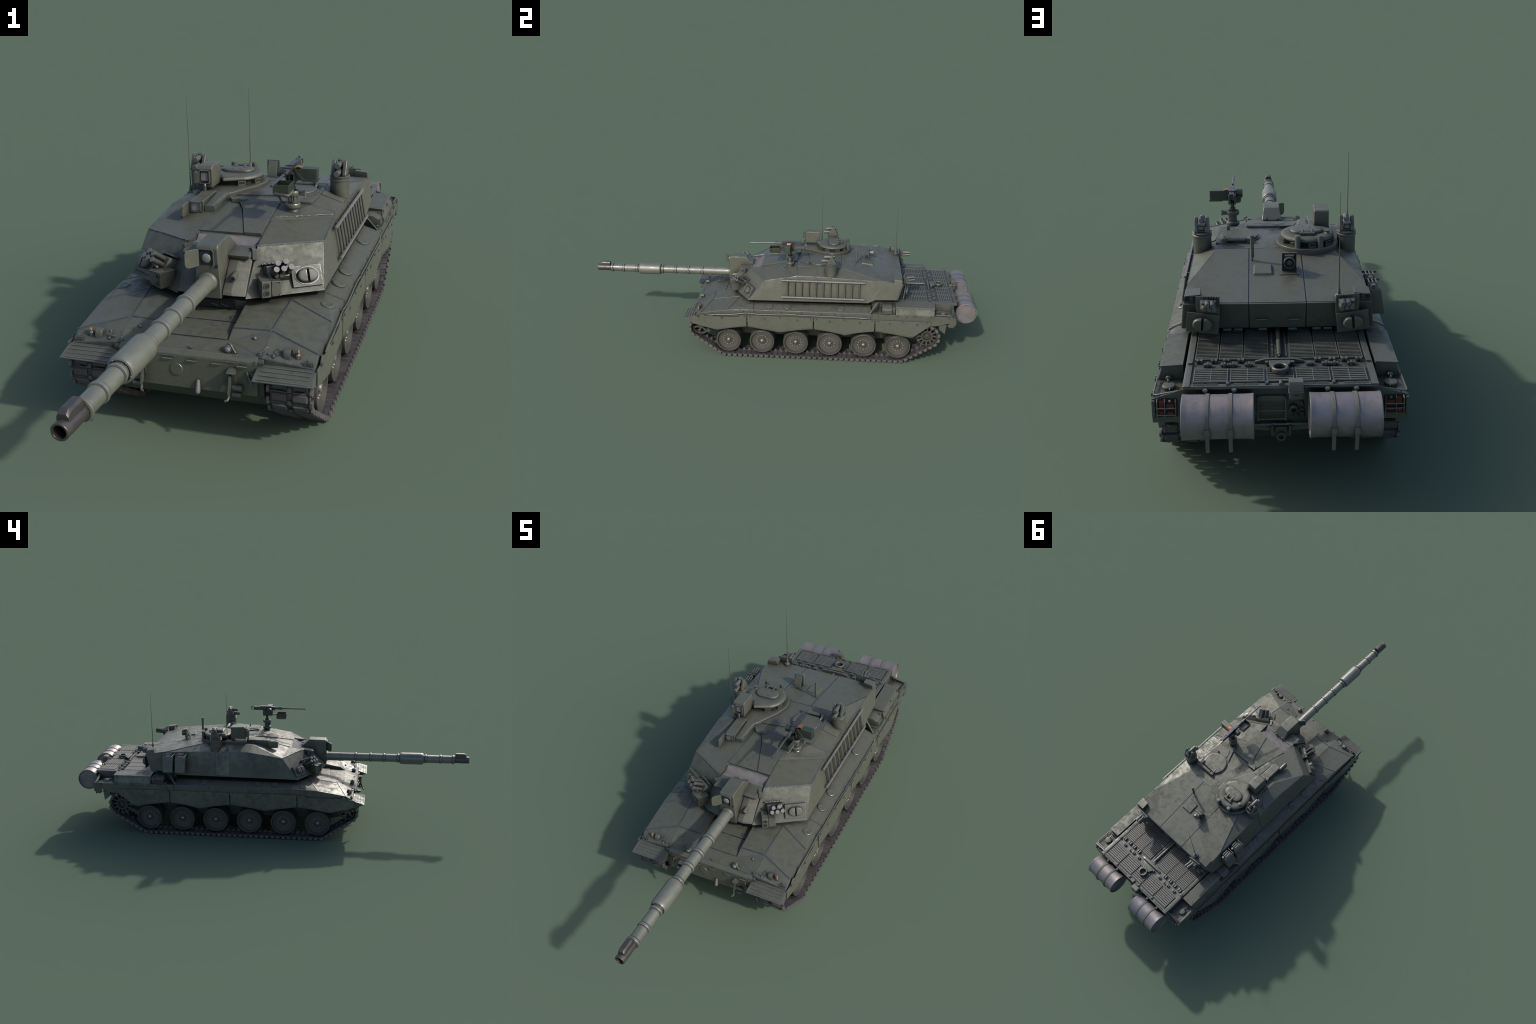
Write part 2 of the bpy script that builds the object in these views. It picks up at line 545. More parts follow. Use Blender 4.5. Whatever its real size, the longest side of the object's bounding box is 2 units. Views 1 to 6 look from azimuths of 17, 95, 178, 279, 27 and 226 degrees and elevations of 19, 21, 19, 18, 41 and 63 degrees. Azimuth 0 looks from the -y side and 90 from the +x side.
def grille(x0, x1, y0, y1, n, mids=0, z=.3052, name="louvre_panel"):
    g = G()
    w = .0022
    top = z + .0044
    g.box((x0, y0, z - .001), (x0 + w, y1, top))
    g.box((x1 - w, y0, z - .001), (x1, y1, top))
    g.box((x0 + w, y0, z - .001), (x1 - w, y0 + w, top))
    g.box((x0 + w, y1 - w, z - .001), (x1 - w, y1, top))
    for k in range(mids):
        xm = x0 + (x1 - x0) * (k + 1) / (mids + 1)
        g.box((xm - w / 2, y0 + w, z - .001), (xm + w / 2, y1 - w, top))
    fr = g.done(name, M_SLAT, deck, bevel=.0005, segs=1)
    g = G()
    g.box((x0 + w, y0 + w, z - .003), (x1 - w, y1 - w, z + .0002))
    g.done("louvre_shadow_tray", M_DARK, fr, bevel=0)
    g = G()
    p = (y1 - y0 - 2 * w) / n
    for k in range(n):
        yc = y0 + w + p * (k + .5)
        g.loft([[(x, yc - p * .33, z - .001), (x, yc - p * .33, z + .0036), (x, yc + p * .33, z + .0042), (x, yc + p * .33, z - .001)] for x in (x0 + w * .5, x1 - w * .5)])
    g.done("louvre_slat", M_SLAT, fr, bevel=0, stuff=True)


for s in SIDES:
    for a, b in ((.0265, .0895), (.0925, .1510), (.1540, .2115)):
        grille(min(s * a, s * b), max(s * a, s * b), .535, .7475, 25)
    for a, b in ((.038, .1205), (.126, .2085)):
        grille(min(s * a, s * b), max(s * a, s * b), .797, .8685, 7, 1)
grille(-.033, .033, .797, .8685, 7, 0)

# hinges, lugs and handles on the deck
g = G()
g.cbox((-.001, 0, .003), (.0055, .015, .009)).cbox((.0095, 0, .003), (.0055, .015, .009)).cbox((.0042, 0, .001), (.012, .007, .005))
g.rod((-.004, 0, .004), (.0125, 0, .004), .0022, 8)
hinge0 = g.done("hatch_hinge", M_FIT, deck, bevel=.0009)
g = G()
g.cbox((0, 0, .0035), (.0055, .013, .0095)).cbox((.0070, -.001, .0025), (.0060, .010, .0065)).cbox((-.0070, -.001, .0025), (.0060, .010, .0065))
lug0 = g.done("hatch_lug", M_FIT, deck, bevel=.0009)
first = True
for s in SIDES:
    for x in (.199, .163, .132, .096):
        M = Matrix.Translation((s * x - .004, .757, .3072))
        if first:
            hinge0.matrix_world = M
        else:
            copy_of(hinge0, M)
        if first:
            lug0.matrix_world = Matrix.Translation((.178, .780, .3072))
            first = False
            prev = .178
        elif x == .199:
            copy_of(lug0, Matrix.Translation((s * .178, .780, .3072)))
    for x in (.136, .115, .076):
        copy_of(lug0, Matrix.Translation((s * x, .780, .3072)))
for s in SIDES:
    g = G()
    g.cbox((s * .221, .769, .3105), (.011, .010, .008))
    g.done("deck_latch", M_FIT, deck, bevel=.0015)
    for x in (.126, .033):
        g = G()
        g.rod((s * x - .0035, .878, .3095), (s * x + .0035, .878, .3095), .0045, 10).cbox((s * x, .8745, .3085), (.008, .008, .005))
        g.done("deck_stop", M_FIT, deck, bevel=.0008)
    for x in (.194, .163, .099, .068):
        g = G()
        g.pipe([(s * x - .0125, .8795, .306), (s * x - .0125, .8795, .3098), (s * x + .0125, .8795, .3098), (s * x + .0125, .8795, .306)], .0012, 6)
        g.done("deck_handle", M_FIT, deck, bevel=0)
    for x in (.178, .110):
        g = G()
        g.rod((s * x - .004, .8935, .2985), (s * x + .004, .8935, .2985), .0065, 12)
        g.rod((s * x - .0065, .8935, .2995), (s * x + .0065, .8935, .2995), .003, 8)
        g.box((s * x - .0035, .872, .291), (s * x + .0035, .893, .299))
        g.done("drum_bracket", M_FIT, hull, bevel=.0008)
g = G()
g.rod((0, .872, .311), (0, .888, .311), .004, 10).cbox((0, .879, .3085), (.009, .012, .005))
g.done("deck_stop", M_FIT, deck, bevel=.0008)

# travelling-lock ring, cross bar and exhaust tube
g = G()
g.lathe([(.0145, -.0055), (.0205, -.0055), (.0215, -.003), (.0215, .0045), (.0200, .0065), (.0155, .0065), (.0142, .004)], "z", (0, .817, .317), 32, closed=True)
g.prism([(-.027, .772), (.027, .772), (.027, .786), (.018, .801), (-.018, .801), (-.027, .786)], "z", .310, .3175)
g.cbox((.032, .777, .3125), (.009, .010, .008)).cbox((-.032, .777, .3125), (.009, .010, .008))
g.cbox((.022, .812, .315), (.006, .008, .010))
g.done("gun_travel_lock", M_ARMOUR, deck, bevel=.0015)
g = G()
g.loft([[(x, .757, .305), (x, .766, .305), (x, .766, .305 + h), (x, .7585, .305 + h)] for x, h in ((-.061, .006), (-.036, .0125), (.036, .0125), (.061, .006))])
g.done("deck_cross_bar", M_ARMOUR, deck, bevel=.0015)
g = G()
g.rod((0, .54, .3135), (0, .738, .3135), .0058, 16).rod((0, .735, .3135), (0, .748, .3135), .0035, 10)
g.cbox((-.017, .63, .3065), (.006, .2, .002)).cbox((.017, .63, .3065), (.006, .2, .002))
g.done("deck_tube", M_ARMOUR, deck, bevel=.0006)

# stowage bins, side louvre boxes, filler caps
for s in SIDES:
    g = G()
    g.M = MIRROR if s < 0 else Matrix.Identity(4)
    rings = []
    for y in (.5835, .7725):
        rings.append([(.2385, y, .266), (.3045, y, .266), (.2925, y, .3065), (.2385, y, .3085)])
    g.loft(rings)
    bin_ = g.done("stowage_bin", M_ARMOUR, hull, bevel=.0022, segs=3)
    g = G()
    g.M = MIRROR if s < 0 else Matrix.Identity(4)
    g.loft([[(.2395, y, .3078), (.2945, y, .3058), (.2950, y, .3005), (.2965, y, .3005), (.2958, y, .3075), (.2395, y, .3108)] for y in (.5815, .7745)])
    g.done("bin_lid", M_ARMOUR, bin_, bevel=.0012)
    for y in (.595, .680, .762):
        g = G()
        g.M = MIRROR if s < 0 else Matrix.Identity(4)
        g.loft([[(.2955, y + d, .306), (.2985, y + d, .304), (.3010, y + d, .293), (.2985, y + d, .292)] for d in (-.0028, .0028)])
        g.done("bin_latch", M_FIT, bin_, bevel=.0006)
    for y in (.592, .672, .684, .757, .769, .838, .846):
        g = G()
        g.M = MIRROR if s < 0 else Matrix.Identity(4)
        g.pipe([(.3075, y, .272), (.3105, y, .2715), (.3115, y, .263), (.3085, y + .001, .259)], .0013, 6)
        g.done("tie_hook", M_FIT, hull, bevel=0)
    # louvre box in front of the bin
    g = G()
    g.M = MIRROR if s < 0 else Matrix.Identity(4)
    g.loft([[(.236, y, .267), (.2985, y, .267), (.2935, y, .292), (.275, y, .302), (.236, y, .304)] for y in (.5165, .5655)])
    lb = g.done("air_intake_box", M_ARMOUR, hull, bevel=.0015)
    g = G()
    g.M = MIRROR if s < 0 else Matrix.Identity(4)
    for k in range(6):
        z = .2715 + k * .0032
        x = .2995 - (z - .267) * .2
        g.loft([[(x - .002, y, z), (x + .0018, y, z - .001), (x + .0018, y, z + .0004), (x - .002, y, z + .0014)] for y in (.5205, .5615)])
    g.box((.2955, .5185, .2680), (.3005, .5205, .2905)).box((.2955, .5615, .2680), (.3005, .5635, .2905)).loft([[(.293, y, .2895), (.2985, y, .2895), (.2975, y, .2915), (.293, y, .2915)] for y in (.5185, .5635)])
    g.done("intake_slat", M_SLAT, lb, bevel=.0003, segs=1, stuff=True)
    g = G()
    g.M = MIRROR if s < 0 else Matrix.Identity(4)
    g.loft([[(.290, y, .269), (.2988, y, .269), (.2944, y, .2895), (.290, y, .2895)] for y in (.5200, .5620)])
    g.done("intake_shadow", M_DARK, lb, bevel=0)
    # triangular gusset plates before the intake box
    g = G()
    g.M = MIRROR if s < 0 else Matrix.Identity(4)
    g.poly([(.300, .455, .270), (.300, .462, .270), (.252, .500, .270), (.252, .486, .270), (.298, .456, .277), (.298, .462, .277), (.252, .500, .312), (.252, .488, .312)],
           [(0, 1, 2, 3), (4, 7, 6, 5), (0, 4, 5, 1), (1, 5, 6, 2), (2, 6, 7, 3), (3, 7, 4, 0)])
    g.done("gusset_plate", M_ARMOUR, hull, bevel=.0008)
    g = G()
    g.M = MIRROR if s < 0 else Matrix.Identity(4)
    g.box((.240, .500, .266), (.296, .514, .2735)).box((.290, .502, .2685), (.298, .580, .2705)).box((.240, .5675, .266), (.290, .5815, .300))
    for y, z in ((.505, .274), (.510, .274)):
        g.dome((.292, y, z), .002, .002)
    g.done("intake_mount", M_FIT, hull, bevel=.0008)
    # filler cap with handle
    g = G()
    g.M = MIRROR if s < 0 else Matrix.Identity(4)
    g.lathe([(0, -.01), (.0165, -.01), (.0165, .004), (.0150, .0065), (.0, .0085)], "z", (.272, .817, .2715), 28)
    g.rod((.273, .806, .281), (.277, .789, .279), .0027, 8, .002)
    g.rod((.268, .829, .276), (.268, .838, .274), .002, 8)
    g.done("fuel_filler_cap", M_ARMOUR, hull, bevel=.0008)
    # guard rail round the rear corner of the fender
    g = G()
    g.M = MIRROR if s < 0 else Matrix.Identity(4)
    g.pipe([(.3035, .778, .2765), (.3045, .858, .2745), (.2985, .8625, .2745), (.246, .8635, .285)], .0021, 8)
    for p in ((.3045, .80), (.3045, .855), (.290, .863), (.254, .8635)):
        g.rod((p[0], p[1], .264), (p[0], p[1], .276), .0018, 6)
    g.done("guard_rail", M_FIT, hull, bevel=0)
    g = G()
    g.M = MIRROR if s < 0 else Matrix.Identity(4)
    g.dome((.276, .783, .277), .0075, .003, "y", 12)
    g.done("bin_end_knob", M_FIT, hull, bevel=0)
    # slanted rear corner plate between deck and fender
    g = G()
    g.M = MIRROR if s < 0 else Matrix.Identity(4)
    g.poly([(.2305, .866, .215), (.3085, .866, .215), (.3085, .866, .2675), (.2305, .866, .2925), (.2305, .8725, .205), (.3085, .8715, .205), (.3085, .8715, .2685), (.2305, .8725, .2945)],
           [(0, 1, 2, 3), (4, 7, 6, 5), (0, 4, 5, 1), (1, 5, 6, 2), (2, 6, 7, 3), (3, 7, 4, 0)])
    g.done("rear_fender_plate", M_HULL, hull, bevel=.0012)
    # mud flap
    g = G()
    g.M = MIRROR if s < 0 else Matrix.Identity(4)
    g.prism([(.797, .2225), (.8345, .2235), (.829, .172), (.801, .195)], "x", .2855, .3015)
    g.box((.285, .797, .2215), (.3035, .836, .2245))
    g.done("mud_flap", M_ARMOUR, hull, bevel=.001)
    # tail lamp cluster
    g = G()
    g.M = MIRROR if s < 0 else Matrix.Identity(4)
    g.box((.2475, .871, .222), (.2955, .8745, .270))
    cl = g.done("tail_lamp_panel", M_DARK, hull, bevel=.0006)
    g = G()
    g.M = MIRROR if s < 0 else Matrix.Identity(4)
    for x0, x1, z0, z1 in ((.2805, .2905, .246, .266), (.2805, .2905, .226, .238), (.2555, .2735, .244, .257), (.2575, .2715, .229, .236)):
        g.box((x0, .8735, z0), (x1, .8770, z1))
    g.done("tail_lamp", M_RED, cl, bevel=.0008)
    g = G()
    g.M = MIRROR if s < 0 else Matrix.Identity(4)
    for x in (.2505, .2765, .2945):
        g.pipe([(x, .873, .223), (x, .884, .225), (x, .884, .267), (x, .873, .269)], .0014, 6)
    for z in (.240, .252) if s < 0 else (.232, .250):
        g.pipe([(.2505, .8845, z), (.2765, .8855, z), (.2945, .8845, z), (.299, .874, z)], .0014, 6)
    g.dome((.264, .8755, .264), .0042, .004, "y", 12)
    g.done("lamp_guard", M_FIT, cl, bevel=0)
    # outer edge plate hanging beside the track at the back
    g = G()
    g.M = MIRROR if s < 0 else Matrix.Identity(4)
    g.prism([(.845, .236), (.862, .268), (.8785, .266), (.8795, .224), (.862, .2105), (.838, .216)], "x", .3000, .3080)
    g.rod((.2955, .850, .214), (.3085, .850, .214), .0045, 10)
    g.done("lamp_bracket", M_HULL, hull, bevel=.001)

# rear plate fittings
g = G()
g.box((-.19, .866, .200), (.19, .8705, .297))
g.done("rear_plate", M_BLACKGREEN, hull, bevel=.001)
g = G()
g.rod((-.19, .880, .1995), (.19, .880, .1995), .0042, 10)
g.box((-.02, .866, .197), (-.014, .882, .2045)).box((.014, .866, .197), (.02, .882, .2045))
g.done("rear_cross_rod", M_ARMOUR, hull, bevel=0)
g = G()
for x in (.0555, -.0115):
    g.pipe([(x, .872, .276), (x, .882, .272), (x, .884, .212), (x, .872, .207)], .0022, 8)
for z in (.2385, .216):
    g.rod((.0555, .884, z), (-.0115, .884, z), .0017, 8)
g.prism([(.060, .2630), (-.016, .2630), (-.013, .2735), (.001, .2755), (.044, .2755), (.057, .2735)], "y", .874, .8795)
g.done("rear_rack", M_FIT, hull, bevel=.0005)
g = G()
g.loft([[(-.052, y0, z), (-.018, y0, z), (-.018, y1, z), (-.052, y1, z)] for z, y0, y1 in ((.302, .884, .9135), (.3185, .885, .912), (.3265, .888, .908))])
g.box((-.0535, .8825, .2995), (-.0165, .915, .3025)).box((-.051, .872, .279), (-.019, .906, .2995))
tb = g.done("telephone_box", M_FIT, hull, bevel=.0015)
g = G()
g.cbox((-.035, .9075, .288), (.010, .003, .003)).cbox((-.035, .9075, .285), (.003, .003, .008))
g.done("box_latch", M_FIT, tb, bevel=.0005)
g = G()
for i in range(9):
    a = random.uniform(-1, 1)
    x, z = random.uniform(-.058, -.022), random.uniform(.222, .276)
    g.rod((x, .871, z), (x + .008 * a, .886, z - .006), .0018, 6)
    g.cbox((x + .004, .874, z), (.007, .006, .005))
g.lathe([(0, 0), (.011, 0), (.011, .012), (.006, .014), (.006, .006), (0, .006)], "y", (-.030, .871, .240), 16)
g.done("hose_coupling", M_BLACKGREEN, hull, bevel=.0004, stuff=True)
# towing pintle
g = G()
g.box((-.024, .862, .162), (.024, .873, .198))
g.prism([(-.014, .196), (-.014, .172), (-.009, .164), (0, .161), (.009, .164), (.014, .172), (.014, .196)], "y", .872, .888)
g.lathe([(.0065, -.004), (.0115, -.004), (.0115, .004), (.0065, .004)], "y", (0, .893, .174), 18, closed=True)
g.box((-.024, .866, .176), (-.018, .89, .200)).box((.018, .866, .176), (.024, .89, .200))
g.done("tow_pintle", M_BLACKGREEN, hull, bevel=.001)
for s in SIDES:
    g = G()
    g.M = MIRROR if s < 0 else Matrix.Identity(4)
    g.poly([(.02, .868, .178), (.16, .868, .190), (.16, .868, .197), (.02, .868, .190), (.02, .874, .178), (.16, .874, .190), (.16, .874, .197), (.02, .874, .190)],
           [(0, 1, 2, 3), (4, 7, 6, 5), (0, 4, 5, 1), (1, 5, 6, 2), (2, 6, 7, 3), (3, 7, 4, 0)])
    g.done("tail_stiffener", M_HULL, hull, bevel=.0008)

# fuel drums with straps
DY, DZ, DR = .9365, .2555, .0522
for s in SIDES:
    g = G()
    x0, x1 = .064, .2305
    prof = [(0, x0 + .003), (DR - .0045, x0 + .0045), (DR - .0025, x0), (DR + .0004, x0 + .0006), (DR + .0010, x0 + .0022), (DR + .0002, x0 + .0042)]
    for k in range(9):
        t = (k + 1) / 10
        x = x0 + (x1 - x0) * t
        prof.append((DR - .0004 - .0006 * math.sin(t * math.pi), x))
    prof += [(DR + .0002, x1 - .0042), (DR + .0010, x1 - .0022), (DR + .0004, x1 - .0006), (DR - .0025, x1), (DR - .0045, x1 - .0045), (0, x1 - .0045)]
    g.lathe([(r, s * h) for r, h in prof], "x", (0, DY, DZ), 56)
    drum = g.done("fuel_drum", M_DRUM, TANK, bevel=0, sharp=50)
    g = G()
    g.dome((s * .2275, DY + .036, DZ - .002), .0052, .0025, "x", 14, s)
    g.dome((s * .2275, DY - .034, DZ + .004), .003, .0018, "x", 12, s)
    g.dome((s * .067, DY + .036, DZ - .002), .0052, .0025, "x", 14, -s)
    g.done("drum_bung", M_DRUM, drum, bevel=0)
    for xs in (.118, .171):
        g = G()
        w, t = .0046, .0011
        g.lathe([(DR - .001, s * xs - w), (DR + t, s * xs - w), (DR + t, s * xs + w), (DR - .001, s * xs + w)], "x", (0, DY, DZ), 56, closed=True)
        yb = DY + DR
        g.loft([[(s * xs - w, y0, z), (s * xs + w, y0, z), (s * xs + w, y0 + .0014, z), (s * xs - w, y0 + .0014, z)] for z, y0 in
                ((.2455, yb + .0004), (.225, yb - .0028), (.208, yb - .0060), (.196, yb - .0080), (.188, yb - .0080))])
        g.cbox((s * xs, yb + .001, .243), (.0125, .004, .0155))
        g.done("drum_strap", M_STRAP, drum, bevel=.0004, segs=1)

# ------------------------------------------------------------------ mudguards, skirts, front fittings
for s in SIDES:
    Ms = MIRROR if s < 0 else Matrix.Identity(4)
    g = G()
    g.M = Ms
    g.poly([(.1725, -.4315, .2195), (.3085, -.4300, .2185), (.3095, -.4860, .2030), (.1705, -.4860, .2020),
            (.1725, -.4315, .2165), (.3085, -.4300, .2155), (.3095, -.4845, .2000), (.1705, -.4845, .1990)],
           [(0, 3, 2, 1), (4, 5, 6, 7), (0, 1, 5, 4), (1, 2, 6, 5), (2, 3, 7, 6), (3, 0, 4, 7)])
    for x in (.1735, .3065):
        g.prism([(-.431, .217), (-.4845, .2015), (-.4845, .1985), (-.4400, .1825), (-.431, .190)], "x", x - .0015, x + .0015)
    mg = g.done("mudguard", M_ARMOUR, hull, bevel=.001)
    for t, a in ((.18, .006), (.42, .010), (.66, .012), (.90, .014)):
        g = G()
        g.M = Ms
        y = -.4310 - t * .0545
        z = .2193 - t * .0165
        g.pipe([(.181, y, z - .0004), (.186, y, z + .0009), (.296, y, z + .0004), (.301, y, z - .0008)], .0016, 8)
        g.done("mudguard_rib", M_ARMOUR, mg, bevel=0)

    # skirt panels
    outlines = [
        [(-.4385, .222), (-.404, .2215), (-.397, .228), (-.384, .2365), (-.370, .2265), (-.205, .2265), (-.187, .2390), (-.1605, .2395), (-.1605, .1770), (-.235, .1665), (-.312, .1520), (-.376, .1670), (-.4385, .1840)],
        [(-.1545, .2395), (.1745, .2385), (.1745, .1765), (.090, .1660), (.005, .1510), (-.075, .1645), (-.1545, .1765)],
        [(.1805, .2385), (.4805, .2395), (.4805, .1770), (.400, .1655), (.335, .1500), (.262, .1650), (.1805, .1765)],
        [(.4865, .2395), (.7530, .2385), (.7560, .2200), (.6730, .1530), (.6560, .1505), (.575, .1660), (.4865, .1770)]]
    for k, o in enumerate(outlines):
        g = G()
        g.M = Ms
        if k == 0:
            g.prism(o, "x", .3080, .3118)
        else:
            g.prism(o, "x", .3085, .3125)
        sk = g.done("skirt_panel", M_SKIRT, hull, bevel=.0011)
        y0, y1 = min(p[0] for p in o), max(p[0] for p in o)
        L = y1 - y0
        bolts = [(.04, -.004), (.5, -.004), (.96, -.004), (.26, -.016), (.76, -.016)]
        if k == 0:
            bolts = [(.12, -.017), (.55, -.018), (.96, -.004)]
        g = G()
        g.M = Ms
        for t, dz in bolts:
            yy, zz = y0 + L * t, .2385 + dz
            if k == 3 and t > .9:
                yy = y0 + L * .93
            g.lathe([(0, -.001), (.0056 if dz < -.01 else .0036, -.001), (.0056 if dz < -.01 else .0036, .0012), (.0026, .0013), (.0026, .0030), (0, .0030)], "x", (.3122, yy, zz), 10)
        g.done("skirt_bolt", M_RUNG, sk, bevel=0, stuff=True)
    # small cleats on the fender flank
    g = G()
    g.M = Ms
    for y in (-.175, -.120, .015, .117, .215, .283, .470, .500, .640):
        g.pipe([(.3070, y, .2645), (.3095, y, .2640), (.3098, y - .001, .2585), (.3072, y - .002, .2565)], .0011, 6)
    g.done("fender_cleat", M_RUNG, hull, bevel=0, stuff=True)
    # round fender caps
    for y, zc_ in ((-.181, .2738), (-.047, .2795), (.044, .2800), (.311, .2805)):
        g = G()
        g.M = Ms @ Matrix.Translation((.2775, y, zc_)) @ Matrix.Rotation(math.radians(17 if y > -.1 else 12.5), 4, "Y")
        g.lathe([(0, -.006), (.0165, -.006), (.0180, -.001), (.0180, .0008), (.0160, .0024), (.0125, .0024), (.0115, .0016), (0, .0019)], "z", (0, 0, 0), 28)
        g.done("fender_cap", M_ARMOUR, hull, bevel=0, sharp=50)
    # lamp group on the front edge
    g = G()
    g.M = Ms @ Matrix.Translation((.235, -.409, .241))
    oc = [(-.0125, -.014), (-.0125, .002), (-.0090, .0095), (-.002, .0130), (.006, .0110), (.0110, .0050), (.0120, -.012)]
    g.loft([[(-.0085, y * .86, z * .9) for y, z in oc], [(-.004, y, z) for y, z in oc], [(.0090, y, z) for y, z in oc], [(.0090, y * .8, z * .8) for y, z in oc], [(.003, y * .75, z * .75) for y, z in oc]])
    hl = g.done("headlamp_hood", M_ARMOUR, hull, bevel=.0016)
    g = G()
    g.M = Ms
    g.rod((.2372, -.409, .240), (.2392, -.409, .240), .0075, 14)
    g.done("headlamp_lens", M_DARK, hl, bevel=0)
    g = G()
    g.M = Ms
    g.lathe([(0, -.014), (.0065, -.014), (.0065, -.002), (.0045, .001), (.0045, .004), (0, .004)], "z", (.259, -.411, .244), 14)
    g.cbox((.259, -.411, .236), (.016, .008, .006))
    ab = g.done("indicator_base", M_FIT, hull, bevel=.0005)
    g = G()
    g.M = Ms
    g.lathe([(0, .003), (.0044, .003), (.0046, .0065), (.0036, .0090), (.0, .0100)], "z", (.259, -.411, .244), 14)
    g.done("indicator_lens", M_AMBER, ab, bevel=0)
    g = G()
    g.M = Ms
    for k in range(4):
        a = 2 * math.pi * k / 4 + .4
        g.pipe([(.259 + .0055 * math.cos(a), -.411 + .0055 * math.sin(a), .246), (.259 + .0055 * math.cos(a), -.411 + .0055 * math.sin(a), .252), (.259, -.411, .2560)], .0009, 5)
    g.done("indicator_cage", M_FIT, ab, bevel=0)
    g = G()
    g.M = Ms
    g.cbox((.203, -.415, .2385), (.026, .007, .006), ("Z", 10)).cbox((.208, -.409, .2405), (.006, .016, .007)).rod((.209, -.403, .240), (.211, -.401, .248), .002, 8)
    g.rod((.205, -.426, .236), (.205, -.420, .238), .0028, 10)
    g.pipe([(.176, -.415, .240), (.181, -.400, .2455), (.192, -.392, .2455), (.203, -.390, .2445)], .0009, 6)
    g.done("lamp_wiring_clamp", M_FIT, hull, bevel=.0007)
    g = G()
    g.M = Ms
    g.box((.2735, -.4265, .2215), (.2985, -.4245, .2335)).box((.2735, -.4265, .2215), (.2985, -.4165, .2240))
    g.box((.285, -.4275, .222), (.2875, -.417, .2345)).rod((.279, -.429, .227), (.279, -.423, .227), .0022, 8).rod((.293, -.429, .227), (.293, -.423, .227), .0022, 8)
    g.dome((.287, -.421, .2365), .0022, .0025, "z", 8).rod((.287, -.421, .232), (.287, -.421, .237), .0012, 6)
    g.done("lifting_bracket", M_FIT, hull, bevel=.0006)
    g = G()
    g.M = Ms
    g.dome((.146, -.373, .2535), .0048, .0045, "z", 14)
    g.done("glacis_knob", M_FIT, hull, bevel=0)
    # driving light by the recess
    g = G()
    g.M = Ms
    g.lathe([(0, -.009), (.0092, -.009), (.0098, -.006), (.0098, .006), (.0082, .009), (0, .010)], "y", (.0965, -.4185, .2435), 18)
    g.pipe([(.0965, -.4175, .255), (.103, -.4225, .254), (.1155, -.4265, .237)], .0017, 8)
    g.cbox((.112, -.421, .2365), (.010, .010, .005))
    dl = g.done("driving_lamp", M_FIT, hull, bevel=.0008)
    g = G()
    g.M = Ms
    g.dome((.0965, -.4275, .2435), .0066, .0028, "y", 16, -1)
    g.done("driving_lamp_lens", M_GLASS, dl, bevel=0)
    # bar along the lip with end post
    g = G()
    g.M = Ms
    g.rod((.112, -.4325, .2335), (.170, -.4315, .2335), .0022, 8)
    g.rod((.1735, -.4200, .224), (.1735, -.4215, .243), .0034, 10).cbox((.1735, -.424, .232), (.009, .006, .015))
    g.done("lip_rail", M_FIT, hull, bevel=.0005)
    # front tow shackle bracket and idler arm
    g = G()
    g.M = Ms
    x = .115
    g.prism([(-.438, .2085), (-.462, .2065), (-.465, .201), (-.452, .195), (-.446, .165), (-.438, .158)], "x", x - .011, x + .007)
    g.prism([(-.448, .190), (-.456, .192), (-.464, .160), (-.468, .149), (-.460, .148), (-.452, .165)], "x", x - .009, x - .003)
    g.pipe([(x - .006, -.464, .150), (x - .0065, -.466, .141), (x - .008, -.472, .1365), (x - .014, -.474, .136)], .0034, 8)
    g.rod((x - .002, -.447, .1585), (x + .022, -.447, .1585), .0085, 16).rod((x - .002, -.453, .144), (x + .020, -.453, .144), .0058, 14)
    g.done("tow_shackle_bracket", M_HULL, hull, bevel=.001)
    g = G()
    g.M = Ms
    g.lathe([(0, .130), (.0165, .130), (.0165, .146), (.0125, .149), (.0125, .160), (.0150, .161), (.0150, .173), (.0115, .175), (.0115, .192), (0, .192)], "x", (0, -.412, .153), 22)
    g.pipe([(.140, -.436, .205), (.150, -.448, .198), (.158, -.446, .170)], .003, 8).cbox((.163, -.44, .196), (.018, .012, .010))
    g.done("idler_axle", M_ARMOUR, hull, bevel=.0008)

# nose details
g = G()
for x in (-.108, -.047, .014, .0755, .1365):
    g.pipe([(x - .0115, -.442, .2145), (x - .0115, -.4475, .2145), (x + .0115, -.4475, .2145), (x + .0115, -.442, .2145)], .0013, 6)
g.done("nose_staple", M_PALE, hull, bevel=0, stuff=True)
g = G()
g.lathe([(0, -.0045), (.0150, -.0045), (.0165, -.0020), (.0165, .003), (0, .003)], "y", (-.026, -.4405, .187), 24)
g.done("nose_plug", M_ARMOUR, hull, bevel=.0006)
g = G()
g.M = Matrix.Translation((.027, -.446, .152)) @ Matrix.Rotation(math.radians(-14), 4, "X")
g.lathe([(0, -.0205), (.0035, -.0195), (.0056, -.0165), (.0062, -.012), (.0056, .000), (.0042, .0140), (0, .0150)], "z", (0, 0, 0), 16)
g.done("nose_hook", M_PALE, hull, bevel=0)
g = G()
for x0, x1 in ((.095, .120), (-.06, -.03)):
    g.box((x0, -.4455, .2195), (x1, -.4425, .2225))
g.rod((.005, -.425, .2365), (.005, -.425, .2395), .003, 8).rod((.005, -.425, .2395), (.0, -.423, .242), .0018, 6)
for x in (.168,):
    g.rod((x, -.446, .2295), (x, -.441, .2295), .0016, 8).rod((x, -.446, .2235), (x, -.441, .2235), .0016, 8)
g.done("lip_fitting", M_FIT, hull, bevel=.0005)
